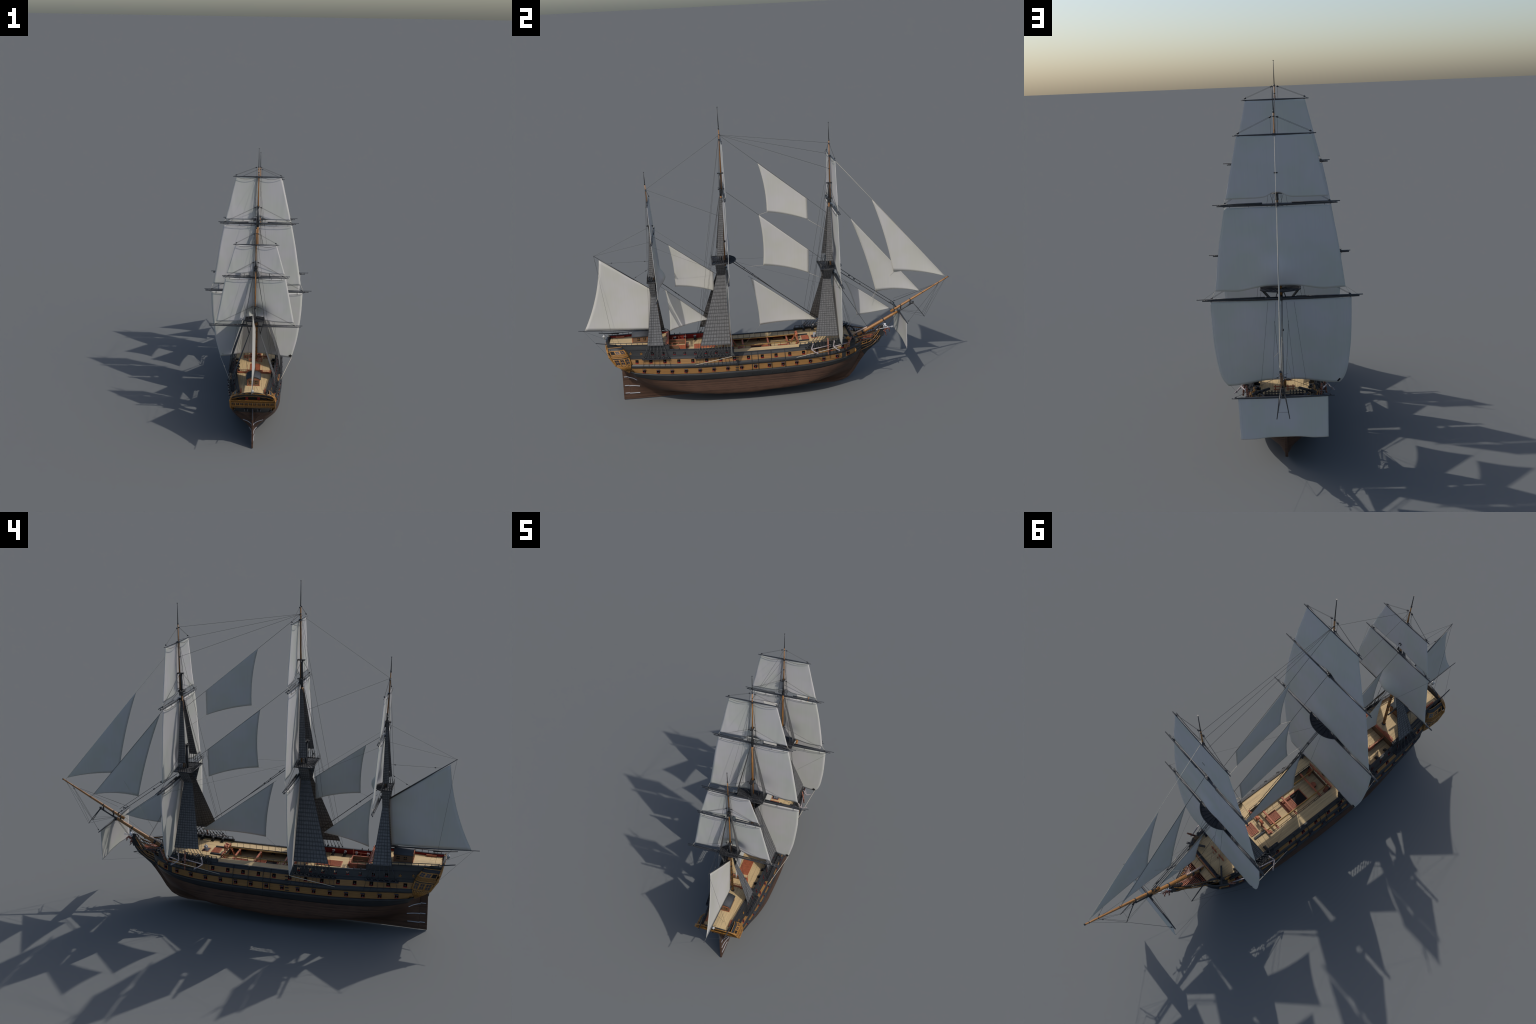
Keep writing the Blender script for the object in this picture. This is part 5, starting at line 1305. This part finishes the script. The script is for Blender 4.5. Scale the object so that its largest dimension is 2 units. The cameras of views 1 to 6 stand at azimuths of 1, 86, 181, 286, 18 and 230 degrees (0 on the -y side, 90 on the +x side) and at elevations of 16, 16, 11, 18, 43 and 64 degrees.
def stay_sail(corners, leech=0.0, foot=0.0, luff=0.0, belly=0.004, parent=None, n=22, name="staysail"):
    """4 corners: peak, tack (along the luff), lower fore corner, clew; 3-cornered when tack==lower fore corner.
    leech/foot = how far those edges are hollowed"""
    pk, tk, fo, cl = [np.array(c, float) for c in corners]
    ctr = (pk + tk + fo + cl) / 4
    def edge(a, c, h, side_):
        d = c - a; nrm = np.array((0, -d[2], d[1])); nrm /= np.linalg.norm(nrm) + 1e-9
        m = (a + c) / 2
        if nrm @ (ctr - m) < 0: nrm = -nrm
        return lambda t: a + d * t + nrm * h * 4 * t * (1 - t)
    L, F, Uf, G = edge(pk, cl, leech, 0), edge(cl, fo, foot, 0), edge(pk, tk, luff, 0), edge(tk, fo, 0.0, 0)
    P = []
    for v in np.linspace(0, 1, n + 1):          # v: luff -> foot along leech
        row = []
        for u in np.linspace(0, 1, n + 1):      # u: leech -> fore edge
            q = (1 - u) * L(v) + u * G(v) + (1 - v) * Uf(u) + v * F(u) - ((1 - u) * (1 - v) * pk + u * (1 - v) * tk + (1 - u) * v * cl + u * v * fo)
            q = q + np.array((-belly * 4 * u * (1 - u) * (0.25 + v * (1 - v) * 3), 0, 0))
            row.append(q)
        P.append(row)
    b = B(); b.slab(P, SAIL_T)
    S = b.make(name, "staysail_canvas", parent.ob if hasattr(parent, "ob") else parent)
    P = np.array(P)
    e = B()
    for ed in (P[0], P[-1], P[:, 0], P[:, -1]):
        if np.linalg.norm(ed[0] - ed[-1]) > 1e-4: e.tube(ed, 0.0007, 4, False)
    e.make("bolt_rope", "sail_hem", S)
    return S
w = lambda x, y, z: (x - XC, y, z)
stay_sail((w(-.0070, .5840, 1.0189), w(-.001, .9734, .5701), w(-.001, .9734, .5701), w(0.000, .6952, .6175)), 0.010, 0.010, 0.0, 0.005, FORE, name="jib")
stay_sail((w(-.0020, .4706, .9229), w(.001, .8381, .4951), w(.001, .8381, .4951), w(-.002, .5994, .5094)), 0.009, 0.013, 0.0, 0.005, FORE, name="jib")
stay_sail((w(-.003, .4290, .5845), w(-.002, .6700, .4090), w(-.002, .6700, .4090), w(.001, .4920, .3862)), 0.008, -0.004, 0.0, 0.004, FORE)
stay_sail((w(-.0060, -.0016, 1.2468), w(-.0055, .2431, 1.0455), w(-.003, .2428, .9352), w(.0047, .0323, .9909)), 0.0105, 0.007, 0, 0.004, MAIN)
stay_sail((w(-.0030, -.0100, .9747), w(-.0040, .2418, .7696), w(-.0050, .2380, .6425), w(.0017, -.0007, .7044)), 0.011, 0.010, 0, 0.004, MAIN)
stay_sail((w(-.001, -.0724, .6399), w(-.0068, .2750, .3745), w(-.0068, .2750, .3745), w(-.0019, -.0349, .3705)), 0.009, 0.008, 0, 0.004, MAIN)
stay_sail((w(-.0048, -.4867, .8474), w(-.0080, -.2665, .6841), w(-.0050, -.2687, .5816), w(.0030, -.4693, .6248)), 0.008, 0.008, 0, 0.004, MIZ)
stay_sail((w(-.006, -.5233, .6055), w(-.0080, -.3090, .4227), w(-.0080, -.3090, .4227), w(-.0021, -.5163, .3743)), 0.008, 0.007, 0, 0.004, MIZ)
stay_sail((w(-.0100, -.8508, .7917), w(.0000, -.5975, .6147), w(.0000, -.6180, .3945), w(-.0073, -.9631, .4108)), 0.020, 0.000, 0, 0.006, MIZ, name="spanker")
# gaff and boom
b = B(); b.tube([(-0.001, -0.5915, 0.6080), (-0.003, -0.74, 0.717), (-0.004, -0.8775, 0.8180)], [0.0034, 0.0030, 0.0018], 8); b.make("gaff", "yard_black", MIZ.ob)
b = B(); b.tube([(0, -0.584, 0.3870), (-0.001, -0.80, 0.3985), (-0.003, -0.9975, 0.4115)], [0.0034, 0.0032, 0.0018], 8); b.make("spanker_boom", "yard_black", MIZ.ob)

# ----------------------------------------------------------------------------
# standing and running rigging
# ----------------------------------------------------------------------------
def rope(name, pts, r=0.00055, mat="rope_tarred", parent=None, sag=0.0, blocks=(), br=0.0030):
    b = B(); pts = [np.array(p, float) for p in pts]
    if sag and len(pts) == 2: pts = [pts[0] + (pts[1] - pts[0]) * t - np.array((0, 0, sag * 4 * t * (1 - t))) for t in np.linspace(0, 1, 9)]
    b.tube(pts, r, 5)
    ob = b.make(name, mat, parent)
    if blocks:
        k = B(); a, c = pts[0], pts[-1]
        for t in blocks: block(k, a + (c - a) * t, c - a, br)
        k.make("block", "black_iron", ob, "stuff")
    return ob
cp = lambda y, z, x=0.0: (x, y, z)
rope("stay", [cp(-0.1889, 1.4028), cp(0.3667, 1.3277)]); rope("stay", [cp(-0.1889, 1.4020), cp(0.3667, 1.2710)]); rope("stay", [cp(-0.1889, 1.4015), cp(0.3645, 1.1950)])
rope("stay", [cp(-0.1889, 1.4010), cp(-0.0016, 1.2478), cp(0.2431, 1.0465), cp(0.355, 0.9545)], 0.0007)
rope("stay", [cp(-0.185, 1.1185), cp(-0.010, 0.9757), cp(0.2418, 0.7706), cp(0.312, 0.7135)], 0.0008)
for d in (-0.0035, 0.0035):
    rope("stay", [cp(-0.160, 0.7300, d), cp(0.300, 0.3700, d)], 0.0012, blocks=(0.24,)); rope("stay", [cp(-0.150, 0.7360, d), cp(0.05, 0.566, d)], 0.0008, blocks=(0.24, 0.46, 0.6))
rope("stay", [cp(-0.085, 0.6500), cp(-0.0724, 0.6410), cp(0.2750, 0.3755), cp(0.302, 0.355)], 0.0006)
rope("stay", [cp(-0.5785, 1.1482), cp(-0.1890, 1.4025)], 0.00045); rope("stay", [cp(-0.5785, 1.1475), cp(-0.2050, 0.9800)], 0.0005)
rope("stay", [cp(-0.562, 0.9000), cp(-0.4867, 0.8484), cp(-0.2665, 0.6850), cp(-0.236, 0.6625)], 0.0008)
for d in (-0.003, 0.003): rope("stay", [cp(-0.545, 0.6500, d), cp(-0.296, 0.4390, d)], 0.0010, blocks=(0.30, 0.36))
rope("stay", [cp(-0.547, 0.6270), cp(-0.5233, 0.6065), cp(-0.3090, 0.4237), cp(-0.290, 0.4075)], 0.0006)
rope("stay", [cp(0.3680, 1.2660), cp(0.5840, 1.0199), cp(0.9734, 0.5711), cp(0.9800, 0.5620)], 0.0007, "rope_light")
rope("stay", [cp(0.3660, 1.0430), cp(0.4706, 0.9239), cp(0.8381, 0.4961), cp(0.8480, 0.485)], 0.0007)
for d, zz in ((-0.004, 0.0), (0.004, 0.0)):
    rope("stay", [cp(0.395, 0.6420, d), cp(0.686, 0.4290, d), cp(0.722, 0.4040, d)], 0.0012)
    rope("stay", [cp(0.398, 0.6600, d * 1.6), cp(0.480, 0.5960, d * 1.2), cp(0.700, 0.4360, d)], 0.0008)
k = B()
for t, zo, d in ((0.36, 0.001, -0.006), (0.18, 0.012, 0.006), (0.26, 0.010, 0.006), (0.84, 0.0, 0.004), (0.90, 0.0, -0.004), (0.95, 0.0, 0.0), (0.87, 0.007, 0.004)):
    p = np.array((d, 0.395 + (0.722 - 0.395) * t, 0.642 + (0.404 - 0.642) * t + zo)); block(k, p, (0, 0.327, -0.238), 0.0040)
k.make("heart_block", "black_iron", None, "stuff")
rope("stay", [cp(0.385, 0.620), cp(0.4290, 0.5855), cp(0.6700, 0.4100), cp(0.684, 0.3985)], 0.0006)
rope("stay", [cp(0.395, 0.600), cp(0.690, 0.390)], 0.0006)
for d in (-0.012, 0.012): rope("stay", [cp(0.400, 0.560 , d * 2.2), cp(0.552, 0.3060, d * 0.4)], 0.0006)
# backstays
for m_y, zt, foots, lat in ((0.3640, 1.240, (0.205,), 0.131), (0.3590, 1.040, (0.225, 0.234), 0.131), (-0.1900, 1.395, (-0.375,), 0.128), (-0.1985, 1.120, (-0.366, -0.358), 0.128), (-0.5785, 1.146, (-0.627, ), 0.106), (-0.5740, 0.960, (-0.616,), 0.106)):
    for f in foots:
        for s in (1, -1): rope("backstay", [(s * 0.003, m_y - 0.003, zt), (s * (lat + 0.012), f, 0.300)], 0.0005)
# topgallant shrouds down to the tops
for y, z, xt, yt, zt in ((0.366, 1.290, 0.026, 0.352, 1.043), (-0.1905, 1.385, 0.027, -0.207, 1.129), (-0.579, 1.120, 0.010, -0.583, 0.960)):
    for s in (1, -1):
        for d in (0, 0.008): rope("topgallant_shroud", [(s * 0.002, y, z), (s * xt, yt + d, zt), (s * xt * 0.4, yt + d + 0.004, zt - 0.05)], 0.0005)
# gaff spans, vangs, boom gear
pk = (-0.004, -0.8755, 0.8160)
rope("gaff_span", [pk, (0, -0.5770, 0.9520)], 0.0004); rope("gaff_span", [pk, (0, -0.5790, 0.8720)], 0.0004)
rope("gaff_halyard", [(-0.004, -0.815, 0.773), (0, -0.590, 0.770)], 0.0005, blocks=(0.12, 0.88)); rope("gaff_halyard", [(-0.002, -0.685, 0.679), (0, -0.592, 0.7320)], 0.0005, blocks=(0.15, 0.75))
for s in (1, -1): rope("vang", [pk, (s * 0.050, -0.815, 0.349)], 0.00045); rope("boom_sheet", [(-0.002, -0.972, 0.4090), (s * 0.100, -0.8435, 0.300)], 0.00035)
rope("boom_sheet", [(-0.002, -0.8800, 0.4030), (-0.001, -0.838, 0.3500)], 0.0007); rope("boom_sheet", [(-0.002, -0.8050, 0.3990), (0.030, -0.790, 0.3350)], 0.0005)
# tacks and sheets of the courses (pale rope)
for s in (1, -1):
    rope("sheet", [(s * 0.2145, -0.2010, 0.2905), (s * 0.1500, -0.3935, 0.2310)], 0.0011, "rope_light")
    rope("sheet", [(s * 0.2160, 0.3700, 0.2985), (s * 0.1640, 0.1380, 0.2330)], 0.0011, "rope_light")
    for (x0, y0, z0), (x1, y1, z1) in (((0.248, 0.369, 0.678), (0.268, 0.3695, 0.644)), ((0.257, -0.190, 0.741), (0.272, -0.1985, 0.705)), ((0.192, 0.373, 1.028), (0.200, 0.3725, 1.005)), ((0.1875, -0.182, 1.128), (0.195, -0.189, 1.109)), ((0.2135, -0.553, 0.639), (0.225, -0.562, 0.620)), ((0.156, -0.566, 0.921), (0.160, -0.565, 0.901))):
        rope("sheet", [(s * x0, y0, z0), (s * x1, y1, z1)], 0.0007, "rope_light")
    rope("brace", [(s * 0.2985, 0.366, 0.6430), (s * 0.02, -0.155, 0.742)], 0.0003); rope("brace", [(s * 0.175, -0.566, 0.893), (s * 0.012, -0.240, 0.690)], 0.0003)
    rope("bowline", [(s * 0.050, 0.374, 0.628), (s * 0.0900, 0.455, 0.290)], 0.0004); rope("bowline", [(s * 0.020, 0.376, 0.628), (s * 0.045, 0.470, 0.290)], 0.0004)
# staysail sheets
for a, c in (((0.0016, 0.2380, 0.6425), (0.0, 0.318, 0.6030)), ((0.0, 0.2428, 0.9352), (0.0, 0.345, 0.8650)), ((0.008, 0.0323, 0.9909), (0.0, -0.010, 0.976)), ((0.006, -0.0007, 0.7044), (0.0, -0.130, 0.7000)), ((0.0025, 0.5994, 0.5094), (0.03, 0.560, 0.470)), ((0.0045, 0.6952, 0.6175), (-0.035, 0.510, 0.360)), ((0.0055, 0.4920, 0.3862), (0.03, 0.420, 0.300)), ((0.0026, -0.0349, 0.3705), (0.03, -0.120, 0.280)), ((0.007, -0.4693, 0.6248), (0.0, -0.540, 0.600))):
    rope("staysail_sheet", [a, c], 0.0005, "rope_light")
# bowsprit rigging
for s in (1, -1):
    rope("martingale", [(0, 0.9795, 0.552), (s * 0.0215, 0.861, 0.3525)], 0.00045); rope("martingale", [(0, 0.943, 0.531), (s * 0.0200, 0.857, 0.358)], 0.00045)
    rope("martingale", [(s * 0.0215, 0.861, 0.3525), (s * 0.004, 0.735, 0.388)], 0.0004); rope("martingale", [(s * 0.0190, 0.850, 0.3700), (s * 0.004, 0.740, 0.391)], 0.0004)
    rope("sprit_brace", [(s * 0.004, 0.943, 0.5300), (s * 0.168, 0.731, 0.3835)], 0.0006, blocks=(0.05, 0.97)); rope("sprit_brace", [(s * 0.020, 0.700, 0.455), (s * 0.003, 0.930, 0.527)], 0.00045)
    rope("bobstay", [(s * 0.003, 0.716, 0.378), (s * 0.005, 0.585, 0.205)], 0.0009); rope("sprit_tack", [(s * 0.153, 0.7315, 0.2290), (s * 0.115, 0.440, 0.262)], 0.0003)
    rope("sprit_lift", [(s * 0.176, 0.729, 0.3805), (s * 0.004, 0.715, 0.392)], 0.0005); rope("boomkin_stay", [(s * 0.089, 0.596, 0.2580), (s * 0.004, 0.585, 0.205)], 0.0004); rope("boomkin_stay", [(s * 0.089, 0.596, 0.2580), (s * 0.1200, 0.440, 0.235)], 0.0004)
    rope("fore_tack", [(s * 0.089, 0.5965, 0.2595), (s * 0.210, 0.373, 0.302)], 0.0003)
rope("martingale", [(-0.0180, 0.848, 0.371), (0.0180, 0.848, 0.371)], 0.0005)
rope("horse", [cp(0.552, 0.310), cp(0.700, 0.4130)], 0.0004)

# ----------------------------------------------------------------------------
# anchors
# ----------------------------------------------------------------------------
def anchor(crown, ring, arms, stock, name="anchor"):
    """crown -> ring shank; arms = two tips from the crown; stock ends"""
    for s in (1, -1):
        f = lambda p: np.array(p) * (s, 1, 1)
        c, r_ = f(crown), f(ring)
        b = B(); b.tube([c, c + (r_ - c) * 0.5, r_], [0.0030, 0.0026, 0.0022], 8)
        for a in arms:
            a_ = f(a); d = a_ - c
            mid = c + d * 0.5 + np.array((0, 0.0, -0.0015))
            b.tube([c, mid, a_], [0.0032, 0.0026, 0.0018], 8)
            # palm
            pdir = d / np.linalg.norm(d); sh = (r_ - c) / np.linalg.norm(r_ - c)
            nrm = np.cross(pdir, sh); nrm /= np.linalg.norm(nrm)
            q0 = a_ - pdir * 0.002; q1 = a_ - pdir * 0.0135
            b.slab([[q0 + sh * 0.002, q0 + sh * 0.002], [q1 + sh * 0.003 + nrm * 0.0058, q1 + sh * 0.003 - nrm * 0.0058]], 0.0022, False)
        A = b.make(name, "anchor_iron")
        b = B(); p, q = f(stock[0]), f(stock[1])
        b.tube([p, (p + q) / 2, q], [0.0034, 0.0050, 0.0034], 8); b.make("anchor_stock", "stock_brown", A)
        b = B()
        for t in (0.12, 0.42, 0.58, 0.88):
            m = p + (q - p) * t; d = (q - p) / np.linalg.norm(q - p); b.tube([m - d * 0.0009, m + d * 0.0009], 0.0036 + 0.0018 * (1 - abs(2 * t - 1)), 8)
        b.make("stock_band", "anchor_iron", A)
        ring_pts = [r_ + np.array((0, 0.0045 + 0.0055 * math.sin(a), 0.0055 * math.cos(a))) for a in np.linspace(0, 2 * math.pi, 13)]
        b = B(); b.tube(ring_pts, 0.0010, 5); b.make("anchor_ring", "anchor_iron", A)
anchor((0.1720, 0.2170, 0.2750), (0.1560, 0.3120, 0.2830), [(0.1500, 0.2300, 0.3000), (0.2020, 0.2490, 0.2600)], ((0.1520, 0.3090, 0.3240), (0.1660, 0.3080, 0.2330)))
anchor((0.1700, 0.3350, 0.2800), (0.1380, 0.4180, 0.2830), [(0.1500, 0.3420, 0.3080), (0.1960, 0.3640, 0.2640)], ((0.1440, 0.4360, 0.3180), (0.1390, 0.4030, 0.2450)))
